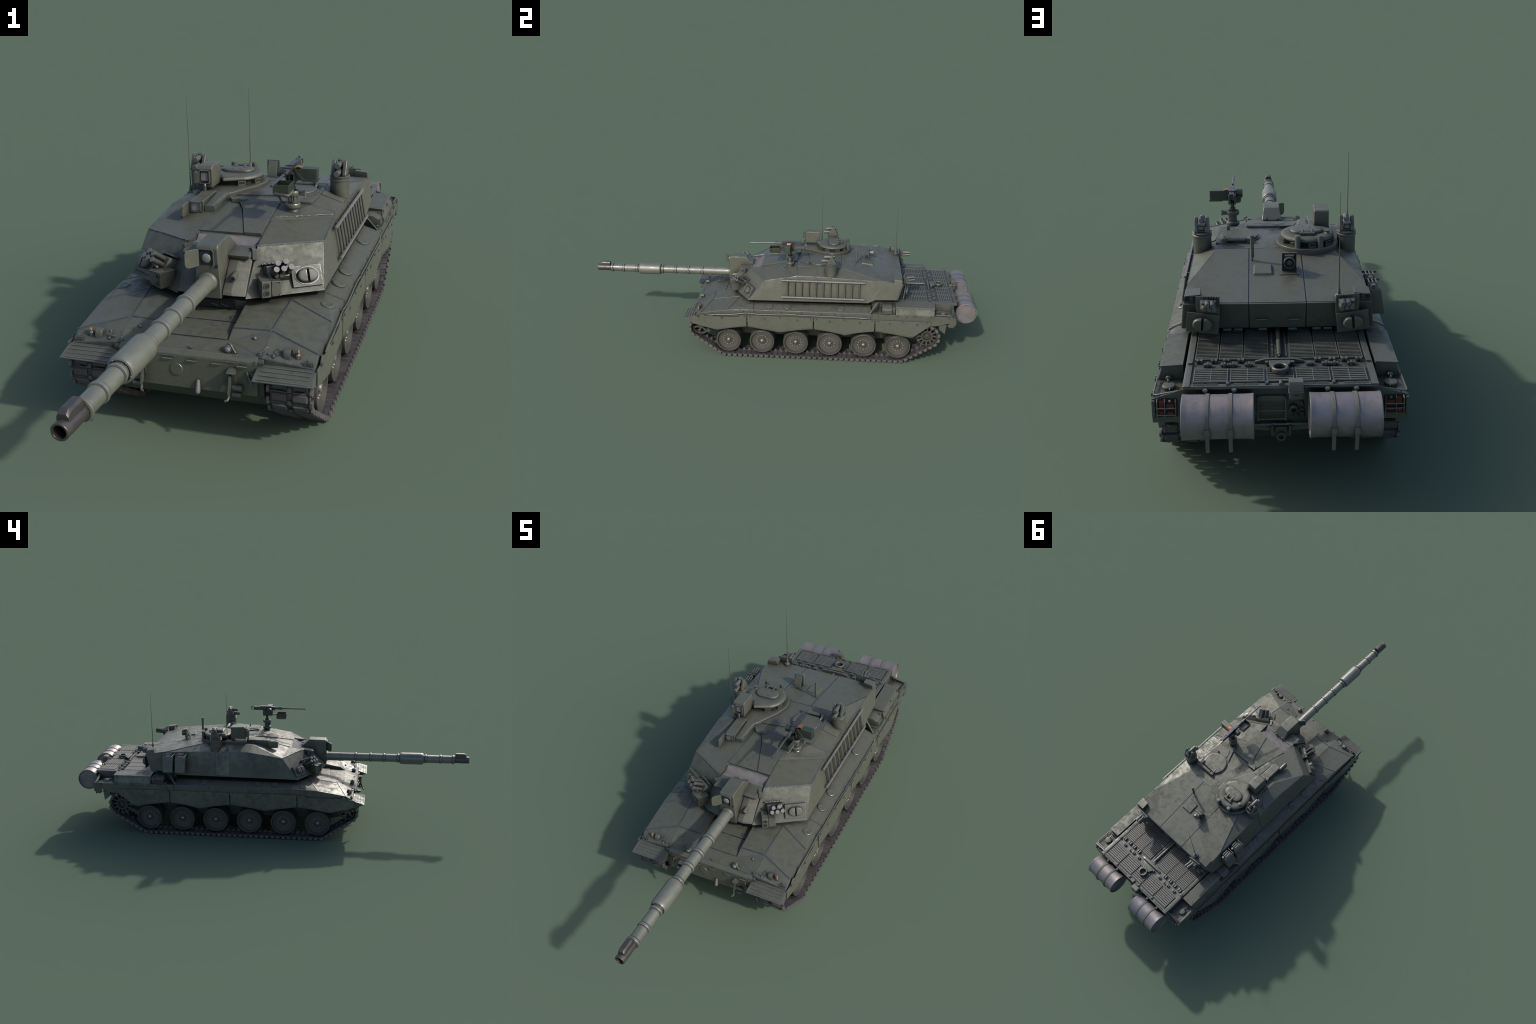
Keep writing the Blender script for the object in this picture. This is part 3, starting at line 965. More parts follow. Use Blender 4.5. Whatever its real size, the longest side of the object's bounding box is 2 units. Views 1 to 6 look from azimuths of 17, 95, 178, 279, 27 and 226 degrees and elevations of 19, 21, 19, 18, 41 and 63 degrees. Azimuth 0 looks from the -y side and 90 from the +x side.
# driver plate in the recess
g = G()
g.poly([(-.078, -.378, .2436), (.078, -.378, .2436), (.078, -.300, .2510), (-.078, -.300, .2510), (-.078, -.378, .2462), (.078, -.378, .2462), (.078, -.300, .2536), (-.078, -.300, .2536)],
       [(0, 1, 2, 3), (4, 7, 6, 5), (0, 4, 5, 1), (1, 5, 6, 2), (2, 6, 7, 3), (3, 7, 4, 0)])
dp = g.done("driver_plate", M_ARMOUR, hull, bevel=.0008)
g = G()
g.poly([(-.078, -.297, .2513), (.078, -.297, .2513), (.078, -.240, .2570), (-.078, -.240, .2570), (-.078, -.297, .2550), (.078, -.297, .2550), (.078, -.240, .2610), (-.078, -.240, .2610)],
       [(0, 1, 2, 3), (4, 7, 6, 5), (0, 4, 5, 1), (1, 5, 6, 2), (2, 6, 7, 3), (3, 7, 4, 0)])
g.done("driver_hatch", M_ARMOUR, hull, bevel=.0008)
g = G()
g.box((-.050, -.2365, .262), (.050, -.2335, .283))
g.done("driver_window", M_DARK, hull, bevel=.0006)
g = G()
g.rod((-.010, -.239, .273), (.012, -.239, .268), .0012, 6).rod((.016, -.239, .274), (.036, -.239, .268), .0012, 6)
g.pipe([(.060, -.296, .256), (.062, -.288, .2585), (.054, -.276, .260), (.064, -.270, .262)], .001, 6)
g.plate([(.020, -.322, .2516), (.044, -.322, .2516), (.044, -.306, .2532), (.020, -.306, .2532)], .0012, .001)
g.pipe([(-.005, -.305, .2535), (-.03, -.300, .254), (-.045, -.306, .2535)], .0009, 6)
g.done("driver_fitting", M_FIT, hull, bevel=.0003, segs=1)

# tow cable on the left flank, with end eyes and clips
g = G()
path = [(-.335, .2330), (-.324, .2355), (-.28, .2375), (-.237, .2405), (-.20, .2455), (-.159, .2520), (-.125, .2485), (-.094, .2465), (-.05, .2485), (.0, .2525), (.045, .2540), (.07, .2525), (.096, .2505), (.2, .2495), (.322, .2490), (.37, .2485), (.412, .2480)]
g.pipe([(.3110, y, z) for y, z in path], .0022, 8)
cable = g.done("tow_cable", M_CABLE, hull, bevel=0)
g = G()
g.pipe([(.3112, -.326, .2355), (.3112, -.336, .2335), (.3112, -.352, .232), (.3108, -.360, .231)], [.0035, .004, .0022, .0014], 8)
g.pipe([(.3112, .408, .248), (.3112, .420, .2475), (.3112, .432, .247), (.3110, .444, .2475), (.3105, .454, .2560)], [.003, .0042, .0042, .0022, .0014], 8)
g.done("cable_eye", M_FIT, cable, bevel=0)
for y, z in ((-.159, .252), (.096, .2505), (.322, .249)):
    g = G()
    g.box((.3065, y - .0022, z - .006), (.3138, y + .0022, z + .0035))
    g.done("cable_clip", M_FIT, cable, bevel=.0006)

# ------------------------------------------------------------------ RUNNING GEAR
WY = [-.257 + .1721 * i for i in range(6)]
WZ, WR = .0815, .0635
g = G()
for x0 in (.2555, .2165):
    g.mi = 1
    g.lathe([(.0570, x0), (WR - .001, x0), (WR, x0 + .0015), (WR, x0 + .0255), (WR - .0012, x0 + .027), (.0582, x0 + .027), (.0570, x0 + .0262)], "x", (0, 0, 0), 48)
    g.mi = 0
    g.lathe([(.0572, x0 + .0258), (.0556, x0 + .0266), (.0544, x0 + .0215), (.0530, x0 + .0170), (.0360, x0 + .0155), (.0200, x0 + .0152), (.0172, x0 + .0162), (.0165, x0 + .0195), (.0130, x0 + .0195), (.0122, x0 + .0172), (.0098, x0 + .0172)], "x", (0, 0, 0), 48)
    g.mi = 2
    g.lathe([(0, x0 + .016), (.0098, x0 + .0170), (.0092, x0 + .0215), (.0064, x0 + .0245), (0, x0 + .0255)], "x", (0, 0, 0), 24)
    g.mi = 0
    g.lathe([(.0546, x0 + .0005), (.050, x0 + .002), (.03, x0 + .006), (0, x0 + .006)], "x", (0, 0, 0), 32)
g.mi = 2
for k in range(12):
    a = 2 * math.pi * (k + .5) / 12
    g.dome((.2555 + .0152, .0275 * math.cos(a), .0275 * math.sin(a)), .0039, .0050, "x", 10)
g.dome((.2555 + .0190, 0, .0148), .0018, .0022, "x", 8)
wheel0 = g.done("road_wheel", [M_WHEEL, M_TYRE, M_BOLT], TANK, bevel=0, sharp=42)
ws = [(s, y) for s in SIDES for y in WY]
for i, (s, y) in enumerate(ws):
    M = Matrix.Translation((0, y, WZ)) @ (MIRROR if s < 0 else Matrix.Identity(4)) @ Matrix.Rotation(i * .61, 4, "X")
    if s < 0:
        M = Matrix.Translation((0, y, WZ)) @ Matrix.Rotation(math.pi, 4, "Z") @ Matrix.Rotation(i * .61, 4, "X")
    if i == 0:
        wheel0.matrix_world = M
    else:
        copy_of(wheel0, M)
# suspension arms and axle stubs
g = G()
g.rod((.186, .040, .030), (.202, .040, .030), .020, 16)
g.prism([(-.010, -.012), (.010, -.012), (.052, .018), (.052, .042), (.030, .042), (-.010, .012)], "x", .194, .206)
g.rod((.194, 0, 0), (.262, 0, 0), .010, 12)
arm0 = g.done("suspension_arm", M_BLACKGREEN, TANK, bevel=.0012)
for i, (s, y) in enumerate(ws):
    M = Matrix.Translation((0, y, WZ))
    if s < 0:
        M = M @ MIRROR
    if i == 0:
        arm0.matrix_world = M
    else:
        copy_of(arm0, M)

# drive sprocket: toothed ring, wedge spokes, hub cup
SPY, SPZ = .745, .149
g = G()
NT = 12
for x0, x1 in ((.2775, .2865), (.2140, .2230)):
    outer = []
    for k in range(NT * 2):
        a = 2 * math.pi * k / (NT * 2)
        outer.append(a)
    g.lathe([(.0472, x0), (.0515, x0), (.0515, x1), (.0472, x1)], "x", (0, 0, 0), NT * 2, closed=True)
    for k in range(NT):
        a = 2 * math.pi * k / NT
        ca, sa = math.cos(a), math.sin(a)

        def rot(r, t):
            return (r * ca - t * sa, r * sa + t * ca)
        g.prism([rot(.0255, -.0030), rot(.0480, -.0052), rot(.0480, .0052), rot(.0255, .0030)], "x", x0 + .001, x1 - .001)
        g.prism([rot(.0505, -.0042), rot(.0565, -.0018), rot(.0565, .0018), rot(.0505, .0042)], "x", x0 + .0005, x1 - .0005)
    g.lathe([(.0225, x0), (.0290, x0), (.0290, x1), (.0225, x1)], "x", (0, 0, 0), 32, closed=True)
g.lathe([(.0240, .2850), (.0225, .2640), (.0100, .2620), (.0095, .2790), (.0070, .2815), (0, .2820)], "x", (0, 0, 0), 28)
for k in range(10):
    a = 2 * math.pi * k / 10
    g.dome((.2632, .0165 * math.cos(a), .0165 * math.sin(a)), .0016, .002, "x", 6)
g.rod((.186, 0, 0), (.275, 0, 0), .022, 20)
spr0 = g.done("drive_sprocket", M_WHEEL, TANK, bevel=.0006, segs=1, angle=30)
spr0.matrix_world = Matrix.Translation((0, SPY, SPZ))
copy_of(spr0, Matrix.Translation((0, SPY, SPZ)) @ Matrix.Rotation(math.pi, 4, "Z"))

# idler: spoked wheel
IDY, IDZ = -.400, .153
g = G()
for x0, x1 in ((.2650, .2820), (.2170, .2340)):
    g.lathe([(.0370, x0), (.0425, x0), (.0432, x0 + .002), (.0432, x1 - .002), (.0420, x1), (.0385, x1), (.0370, x1 - .003)], "x", (0, 0, 0), 40, closed=True)
    for k in range(6):
        a = 2 * math.pi * k / 6 + .26
        ca, sa = math.cos(a), math.sin(a)

        def rot(r, t):
            return (r * ca - t * sa, r * sa + t * ca)
        g.prism([rot(.012, -.0045), rot(.038, -.0055), rot(.038, .0055), rot(.012, .0045)], "x", x0 + .004, x1 - .005)
    g.lathe([(0, x0 + .002), (.016, x0 + .002), (.016, x1 - .004), (.012, x1 - .001), (0, x1)], "x", (0, 0, 0), 24)
g.rod((.18, 0, 0), (.27, 0, 0), .012, 16)
idl0 = g.done("idler_wheel", M_WHEEL, TANK, bevel=.0006, segs=1, angle=30)
idl0.matrix_world = Matrix.Translation((0, IDY, IDZ))
copy_of(idl0, Matrix.Translation((0, IDY, IDZ)) @ Matrix.Rotation(math.pi, 4, "Z"))

# return rollers
g = G()
g.lathe([(0, .22), (.014, .22), (.0145, .222), (.0145, .276), (.014, .278), (0, .278)], "x", (0, 0, 0), 20)
g.rod((.185, 0, 0), (.25, 0, 0), .006, 10)
rr0 = g.done("return_roller", M_TYRE, TANK, bevel=.0006)
for i, (s, y) in enumerate([(s, y) for s in SIDES for y in (-.17, .03, .23, .44)]):
    M = Matrix.Translation((0, y, .1815)) @ (Matrix.Rotation(math.pi, 4, "Z") if s < 0 else Matrix.Identity(4))
    if i == 0:
        rr0.matrix_world = M
    else:
        copy_of(rr0, M)

# track: convex path round idler, wheels and sprocket, then one link per pitch
circles = [(IDY, IDZ, .0495), (WY[0], WZ, WR + .0085), (WY[5], WZ, WR + .0085), (SPY, SPZ, .0550)]
pts = []
for cy, cz, r in circles:
    pts += circle(cy, cz, r, 180)


def hull2d(p):
    p = sorted(set(p))

    def half(ps):
        h = []
        for q in ps:
            while len(h) > 1 and (h[-1][0] - h[-2][0]) * (q[1] - h[-2][1]) - (h[-1][1] - h[-2][1]) * (q[0] - h[-2][0]) <= 0:
                h.pop()
            h.append(q)
        return h
    return half(p)[:-1] + half(p[::-1])[:-1]


loop = hull2d(pts)
fine = []
for (a, b) in zip(loop, loop[1:] + loop[:1]):
    n = max(1, int(math.dist(a, b) / .002))
    fine += [(a[0] + (b[0] - a[0]) * k / n, a[1] + (b[1] - a[1]) * k / n) for k in range(n)]
fine = [(y, z - (.004 * max(0, math.sin((y + .4) / 1.145 * math.pi * 5)) ** 2 if z > .195 and -.38 < y < .73 else 0)) for y, z in fine]
seg = [math.dist(a, b) for a, b in zip(fine, fine[1:] + fine[:1])]
total = sum(seg)
NL = round(total / .0272)
PITCH = total / NL


def along(d):
    d %= total
    i = 0
    while d > seg[i]:
        d -= seg[i]
        i += 1
    a, b = fine[i], fine[(i + 1) % len(fine)]
    t = d / seg[i]
    return (a[0] + (b[0] - a[0]) * t, a[1] + (b[1] - a[1]) * t)


# link: local x across, y along the run, z outward (ground side)
g = G()
h = PITCH / 2
g.mi = 1
g.box((-.0465, -h + .0030, -.0040), (.0465, h - .0030, .0026))
for s in SIDES:
    g.rod((s * .0055, -h + .002, -.0005), (s * .0520, -h + .002, -.0005), .0036, 8)
    g.rod((s * .0055, h - .006, -.0005), (s * .0520, h - .006, -.0005), .0036, 8)
    # end connector that ties two pins together
    g.mi = 2
    g.prism([(h - .0120, -.0050), (h + .0060, -.0050), (h + .0080, -.0005), (h + .0065, .0060), (h + .0035, .0088), (h - .0090, .0088), (h - .0125, .0050)], "x", s * .0472, s * .0540)
    g.mi = 1
g.prism([(h - .0075, -.005), (h + .0035, -.005), (h + .0035, .0062), (h - .0075, .0062)], "x", -.0050, .0050)
# guide horn on the wheel side
g.mi = 0
g.loft([[(-.0062, -.0085, -.003), (.0062, -.0085, -.003), (.0062, .0085, -.003), (-.0062, .0085, -.003)], [(-.0032, -.0050, -.0155), (.0032, -.0050, -.0155), (.0032, .0025, -.0155), (-.0032, .0025, -.0155)]])
g.mi = 0
for s in SIDES:
    a, b = s * .0068, s * .0425
    g.loft([[(a, -h + .0022, .0018), (b, -h + .0022, .0018), (b, h - .0042, .0018), (a, h - .0042, .0018)],
            [(a, -h + .0022, .0062), (b, -h + .0022, .0062), (b, h - .0042, .0062), (a, h - .0042, .0062)],
            [(a + s * .002, -h + .0045, .0092), (b - s * .003, -h + .0045, .0092), (b - s * .003, h - .0085, .0092), (a + s * .002, h - .0085, .0092)]])
link0 = g.done("track_link", [M_PAD, M_TRACK, M_LINK], None, bevel=.0006, segs=1, angle=30)
for s in SIDES:
    g = G()
    # continuous inner band that closes the view between links
    n = 200
    rows = []
    for k in range(n):
        y, z = along(total * k / n)
        y2, z2 = along(total * k / n + .002)
        t = V((0, y2 - y, z2 - z)).normalized()
        nn = V((0, t.z, -t.y))
        c = V((s * .2495, y, z))
        rows.append([c + V((-.014, 0, 0)) - nn * .0018, c + V((.014, 0, 0)) - nn * .0018, c + V((.014, 0, 0)) + nn * .0006, c + V((-.014, 0, 0)) + nn * .0006])
    vr = [g.verts(r) for r in rows]
    for k in range(n):
        a, b = vr[k], vr[(k + 1) % n]
        for i in range(4):
            g.face([a[i], a[(i + 1) % 4], b[(i + 1) % 4], b[i]])
    band = g.done("track", M_TRACK, TANK, bevel=0)
    for k in range(NL):
        y, z = along(PITCH * k)
        y2, z2 = along(PITCH * k + .004)
        y1, z1 = along(PITCH * k - .004)
        t = V((0, y2 - y1, z2 - z1)).normalized()
        nn = V((0, t.z, -t.y))          # outward for a counter-clockwise loop
        M = frame((s * .2495, y, z), (1, 0, 0), t, nn)
        if s > 0 and k == 0:
            link0.matrix_world = M
            link0.parent = band
        else:
            copy_of(link0, M, band)

# ------------------------------------------------------------------ TURRET
P = dict(
    b0=(.088, -.266, .302), b1=(.265, -.156, .301), b2=(.2655, .447, .3085), b3=(.264, .480, .325), b4=(.259, .586, .3265),
    k0=(.091, -.163, .408), t2=(.2445, -.072, .404), t7=(.2485, .614, .407), t6=(.2455, .512, .4195), t5=(.2420, .187, .4325),
    q4=(.172, .306, .455), q5=(.076, .306, .455), q8=(.0765, .613, .405), qb=(.0765, .588, .3265))
PL = dict(P, t4=(.241, .088, .4345), t3=(.2425, .059, .4270), s0=(.089, -.024, .4325), s1=(.089, -.008, .4390), q1=(.086, .083, .4525), q2=(.173, .088, .4515), q3=(.176, .187, .4555))
PR = dict(P, t2=(.2455, -.076, .4055), t4=(.2430, .090, .4300), t5=(.2430, .290, .4285), s0=(.089, -.024, .4325), q1=(.075, .100, .4535), q2=(.184, .075, .4520), q3=(.180, .187, .4555))
g = G()
vs = {}


def tv(key, p):
    if key not in vs:
        vs[key] = g.bm.verts.new(p)
    return vs[key]


CEN = dict(k=(0, -.163, .372), p=(0, -.100, .413), q1=(0, .095, .4535), q5=(0, .306, .4555), q8=(0, .6135, .405), qb=(0, .588, .3265), b0=(0, -.190, .303), b2=(0, .447, .308), b3=(0, .480, .325))


def L(n):
    return tv("L" + n, PL[n])


def R(n):
    return tv("R" + n, mir(PR[n]))


def C(n):
    return tv("C" + n, CEN[n])


PL["pp"] = (.086, -.100, .4160)
PR["pp"] = (.0875, -.100, .4160)
PL["in"] = (.086, -.163, .330)
PR["in"] = (.086, -.163, .330)
PL["ib"] = (.086, -.190, .303)
PR["ib"] = (.086, -.190, .303)
for S_, left in ((L, True), (R, False)):
    def F(*n):
        f = [S_(k) if isinstance(k, str) else k for k in n]
        g.face(f)
    F("b0", "b1", "t2", "k0")
    F("b1", "b2", "b3", "b4", "t7", "t6", "t5", "t4", *(["t3"] if left else []), "t2")
    if left:
        F("k0", "t2", "t3", "s0", "pp")
        F("s0", "t3", "t4", "s1")
        F("s1", "t4", "q2", "q1")
        F("pp", "s0", "s1", "q1", C("q1"), C("p"))
    else:
        F("k0", "t2", "s0", "pp")
        F("t2", "t4", "q2", "s0")
        F("pp", "s0", "q1", C("q1"), C("p"))
        F("s0", "q2", "q1")
    F("q2", "t4", "t5", "q3")
    F("q1", "q2", "q3", "q4", "q5", C("q5"), C("q1"))
    F("q3", "t5", "q4")
    F("t5", "t6", "q4")
    F("q4", "t6", "t7", "q8", "q5")
    F("q5", "q8", C("q8"), C("q5"))
    F("q8", "t7", "b4", "qb")
    F(C("q8"), "q8", "qb", C("qb"))
    F("qb", "b4", "b3", C("b3"), C("qb"))
    F("b3", "b2", C("b2"), C("b3"))
    F("b2", "b1", "b0", "ib", C("b0"), C("b2"))
    F("b0", "k0", "pp", "in", "ib")
    F("in", "pp", C("p"), C("k"))
    F("ib", "in", C("k"), C("b0"))
bmesh.ops.remove_doubles(g.bm, verts=g.bm.verts, dist=1e-6)
bmesh.ops.triangulate(g.bm, faces=g.bm.faces[:])
turret = g.done("turret", M_TURRET, TANK, bevel=.0030, segs=4, angle=24, sharp=1.5)
g = G()
g.lathe([(0, .27), (.168, .27), (.168, .306), (0, .306)], "z", (0, .17, 0), 48)
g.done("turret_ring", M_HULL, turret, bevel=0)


# irregular weld beads along worn front edges
def bead(a, b, r=.0017, n=46, name="weld_bead", m=None, jit=.0011):
    a, b = V(a), V(b)
    g = G()
    pts, rs = [], []
    for k in range(n + 1):
        p = a.lerp(b, k / n)
        j = noise.noise_vector(p * 260) * jit
        pts.append(p + j)
        rs.append(r * (0.75 + .55 * abs(noise.noise(p * 420))) * (0.4 if k in (0, n) else 1))
    g.pipe(pts, rs, 8)
    g.done(name, m or M_ARMOUR, turret, bevel=0)


bead(PL["k0"], PL["t2"], .0024, jit=.0017)
bead(PL["t2"], PL["b1"], .0011)
bead(mir(PR["k0"]), mir(PR["t2"]), .0022, jit=.0017)
bead(PL["t2"], PL["t3"], .0012)
bead((.092, -.010, .4385), (.238, .074, .4325), .0012)
bead((.242, .20, .4320), PL["t6"], .0008)
for s in SIDES:
    mm = (lambda p: p) if s > 0 else mir
    for a, b in (("c0", "c1"), ("c1", "e1"), ("c1", "c2"), ("c2", "e2"), ("m3", "e3"), ("f1", "e1")):
        if (a, b) != ("f1", "e1"):
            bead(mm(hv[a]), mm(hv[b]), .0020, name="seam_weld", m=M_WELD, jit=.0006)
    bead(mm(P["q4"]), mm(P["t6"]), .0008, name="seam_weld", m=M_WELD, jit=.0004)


def roof_z(x, y):
    """height of the sloping turret roof behind the hatches"""
    if y < .306:
        return .4555
    return .4552 + (.4052 - .4552) * (y - .306) / (.613 - .306)


# three bustle roof plates and their rear faces, divided by narrow grooves
g = G()
for x0, x1 in ((-.0745, .0745),):
    g.plate([(x0, .308, .4552), (x1, .308, .4552), (x1, .6115, .4055), (x0, .6115, .4055)], .0022, .001, (0, 0, 1))
for s in SIDES:
    g.plate([(s * .0775, .308, .4552), (s * .1705, .308, .4552), (s * .2425, .512, .4205), (s * .2460, .6115, .4075), (s * .0775, .6115, .4055)], .0020, .003, (0, 0, 1))
g.done("bustle_roof_plate", M_ARMOUR, turret, bevel=.0012, angle=20)
g = G()
g.plate([(-.0745, .6135, .4055), (.0745, .6135, .4055), (.0745, .5905, .3275), (-.0745, .5905, .3275)], .0025, .002, (0, 1, 0))
for s in SIDES:
    g.plate([(s * .0775, .6135, .4055), (s * .2455, .6145, .4075), (s * .2575, .5890, .3275), (s * .0775, .5905, .3275)], .0022, .002, (0, 1, 0))
rearp = g.done("bustle_rear_plate", M_ARMOUR, turret, bevel=.001)
for x in (.044, -.044):
    g = G()
    g.pipe([(x - .014, .603, .3585), (x - .014, .6125, .3580), (x + .014, .6125, .3580), (x + .014, .603, .3585)], .0014, 6)
    g.done("bustle_handle", M_FIT, rearp, bevel=0)
g = G()
for x in (-.135, -.105, -.04, .04, .105, .135):
    g.cbox((x, .591, .323), (.022, .010, .006))
g.done("bustle_hinge", M_FIT, rearp, bevel=.0008)
# roof seam line before the bustle
g = G()
g.plate([(-.0725, .1265, .4570), (.0725, .150, .4570), (.170, .2, .4570), (.170, .3045, .4556), (-.170, .3045, .4556), (-.170, .2, .4570)], .0012, .004, (0, 0, 1))
g.done("roof_plate", M_ARMOUR, turret, bevel=.0008)

# raised centre plates in front of the hatches
g = G()
g.plate([(-.0875, -.0985, .4166), (.0375, -.1005, .4168), (-.008, .024, .4405), (-.036, .078, .4510), (-.060, .080, .4512)], .0030, .006, (0, 0, 1))
g.done("gun_hatch_plate", M_ARMOUR, turret, bevel=.001)
g = G()
pl_ = [(.0385, -.1025, .4168), (.0850, -.1025, .4168), (.0865, .0835, .4520), (-.0340, .0800, .4515), (-.0055, .0250, .4410)]
g.plate(pl_, .0062, .004, (0, 0, 1))
bp_ = g.done("bolted_hatch_plate", M_ARMOUR, turret, bevel=.0014)
g = G()
for a, b, n in ((0, 1, 2), (1, 2, 7), (0, 4, 6)):
    for k in range(n):
        p = V(pl_[a]).lerp(V(pl_[b]), (k + .5) / n)
        c = V((.042, .0, .43))
        p += (c - p).normalized() * .0045
        g.dome((p.x, p.y, p.z + .0068), .0014, .0013, "z", 8)
g.done("plate_rivet", M_FIT, bp_, bevel=0, stuff=True)
g = G()
g.prism([(-.066, .090), (-.052, .068), (-.012, .070), (-.010, .082), (-.020, .093)], "z", .450, .4612)
g.box((-.050, .0655, .452), (-.014, .0695, .4560))
g.done("deflector_block", M_ARMOUR, turret, bevel=.001)

# loader's side: flat plate, hatch and stepped wedges
g = G()
g.prism([(.0885, .0855), (.173, .0875), (.1765, .160), (.1765, .255), (.168, .262), (.060, .262), (.052, .18), (.088, .092)], "z", .448, .4592)
lp = g.done("loader_plate", M_ARMOUR, turret, bevel=.0014)
g = G()
g.poly([(.1775, .089, .4485), (.2385, .091, .4335), (.2405, .184, .4315), (.1785, .184, .4525), (.1775, .089, .4440), (.2385, .091, .428), (.2405, .184, .426), (.1785, .184, .445)],
       [(0, 3, 2, 1), (4, 5, 6, 7), (0, 1, 5, 4), (1, 2, 6, 5), (2, 3, 7, 6), (3, 0, 4, 7)])
g.poly([(.1785, .187, .4575), (.2395, .189, .4355), (.2405, .222, .4350), (.1785, .222, .4575), (.1785, .187, .4470), (.2395, .189, .428), (.2405, .222, .427), (.1785, .222, .446)],
       [(0, 3, 2, 1), (4, 5, 6, 7), (0, 1, 5, 4), (1, 2, 6, 5), (2, 3, 7, 6), (3, 0, 4, 7)])
g.done("roof_wedge", M_ARMOUR, turret, bevel=.0015)
g = G()
g.lathe([(.0600, -.003), (.0615, 0), (.0612, .0022), (.0595, .0032), (.0555, .0032), (.0550, -.002)], "z", (.106, .1975, .4585), 48)
hr = g.done("loader_hatch_ring", M_ARMOUR, turret, bevel=0)
g = G()
ang = [math.radians(a) for a in range(20, 341, 10)]
outl = [(.106 + .0562 * math.cos(a - math.pi / 2), .1975 + .0562 * math.sin(a - math.pi / 2)) for a in [math.radians(d) for d in range(-142, 143, 9)]]
g.prism(outl, "z", .457, .4672)
lh = g.done("loader_hatch", M_ARMOUR, hr, bevel=.002, segs=3)
g = G()
g.rod((.086, .2535, .4675), (.142, .2535, .4675), .0082, 18)
g.cbox((.149, .2535, .4655), (.010, .013, .013)).cbox((.079, .2535, .4655), (.010, .013, .013))
g.rod((.074, .2545, .468), (.066, .2545, .468), .0052, 12)
g.pipe([(.074, .255, .4685), (.075, .235, .4675), (.0775, .215, .466)], .0030, 8)
g.pipe([(.152, .255, .4680), (.1545, .235, .4690), (.1515, .222, .466)], [.005, .0062, .003], 8)
g.done("hatch_hinge_roll", M_FIT, lh, bevel=.0015)
g = G()
g.prism([(.089, .128), (.108, .093), (.150, .137), (.146, .143), (.094, .139)], "z", .4585, .4618)
g.cbox((.142, .139, .4680), (.0085, .0040, .0170)).cbox((.142, .141, .4620), (.010, .008, .005))
for x, y in ((.102, .121), (.112, .124), (.123, .129), (.131, .133)):
    g.dome((x, y, .4618), .0012, .0012, "z", 8)
g.rod((.098, .132, .4622), (.122, .1045, .4622), .0008, 6)
g.done("hatch_stop_plate", M_FIT, lh, bevel=.0007)

# machine gun on its pedestal
MX, MY = .130, .0475
g = G()
g.lathe([(0, -.006), (.0165, -.006), (.0170, .001), (.0150, .0035), (.0150, .0080), (.0205, .0105), (.0215, .0130), (.0215, .0195), (.0195, .0225), (.0135, .0245), (.0130, .0430), (.0200, .0445), (.0215, .0475), (.0215, .0545), (.0195, .0575), (.0120, .0580), (.0120, .0540), (0, .054)], "z", (MX, MY, .4440), 30)
ped = g.done("gun_pedestal", M_ARMOUR, turret, bevel=0, sharp=35)
g = G()
g.box((MX + .016, MY - .007, .4885), (MX + .036, MY + .006, .500)).rod((MX + .034, MY, .486), (MX + .034, MY, .503), .004, 10)
for k in range(4):
    g.rod((MX - .010 + k * .0065, MY - .0165, .474), (MX - .010 + k * .0065, MY - .0165, .496), .0026, 8)
g.done("pedestal_clamp", M_FIT, ped, bevel=.001)
g = G()
g.rod((MX, MY, .498), (MX, MY, .546), .0062, 14).rod((MX, MY, .500), (MX, MY, .512), .009, 14)
g.box((MX - .012, MY - .030, .526), (MX - .009, MY + .020, .556)).box((MX + .009, MY - .030, .526), (MX + .012, MY + .020, .556)).box((MX - .012, MY - .030, .526), (MX + .012, MY + .020, .5295))
g.done("gun_cradle", M_BOXGREEN, ped, bevel=.0008)
g = G()
zc = .5675
g.box((MX - .0072, .004, zc - .013), (MX + .0072, .112, zc + .0055))
g.box((MX - .0075, .024, zc + .0045), (MX + .0075, .085, zc + .0085))
g.box((MX - .006, .110, zc - .012), (MX + .006, .117, zc + .006))
g.rod((MX, -.154, zc - .0040), (MX, -.030, zc - .0035), .0035, 12)
g.rod((MX, -.036, zc - .0035), (MX, .006, zc - .0030), .0062, 14)
g.rod((MX, -.158, zc - .0042), (MX, -.148, zc - .0040), .0038, 12)
g.pipe([(MX + .008, .117, zc + .004), (MX + .008, .130, zc + .004), (MX + .008, .131, zc - .010), (MX + .008, .117, zc - .010)], .0016, 6)
g.pipe([(MX - .008, .117, zc + .004), (MX - .008, .130, zc + .004), (MX - .008, .131, zc - .010), (MX - .008, .117, zc - .010)], .0016, 6)
g.rod((MX - .0065, .06, zc - .003), (MX - .023, .06, zc - .003), .0016, 8)
g.pipe([(MX, .096, zc + .006), (MX, .096, zc + .014), (MX + .002, .098, zc + .014)], .0008, 6)
g.box((MX - .003, -.028, zc + .002), (MX + .003, -.018, zc + .0065)).rod((MX, .01, zc + .008), (MX, .01, zc + .014), .0007, 6)
for y in (.04, .055, .07, .085):
    g.rod((MX - .0075, y, zc - .004), (MX + .0075, y, zc - .004), .0013, 6)
mgun = g.done("machine_gun", M_STEEL, ped, bevel=.0008)
g = G()
for k in range(8):
    t = k / 7
    x = MX + .007 + .021 * t
    z = zc - .0025 + .0048 * math.sin(t * 2.7)
    g.rod((x, .0300, z), (x, .0460, z), .0012, 8).rod((x, .0460, z), (x, .0530, z), .0010, 8, .0003)
g.done("cartridge", M_BRASS, mgun, bevel=0, stuff=True)
g = G()
x0, x1, y0, y1, z0, z1, w = MX + .012, MX + .072, .0245, .0495, .5345, .5655, .0016
g.box((x0, y0, z0), (x1, y1, z0 + w)).box((x0, y0, z0 + w), (x0 + w, y1, z1)).box((x1 - w, y0, z0 + w), (x1, y1, z1))
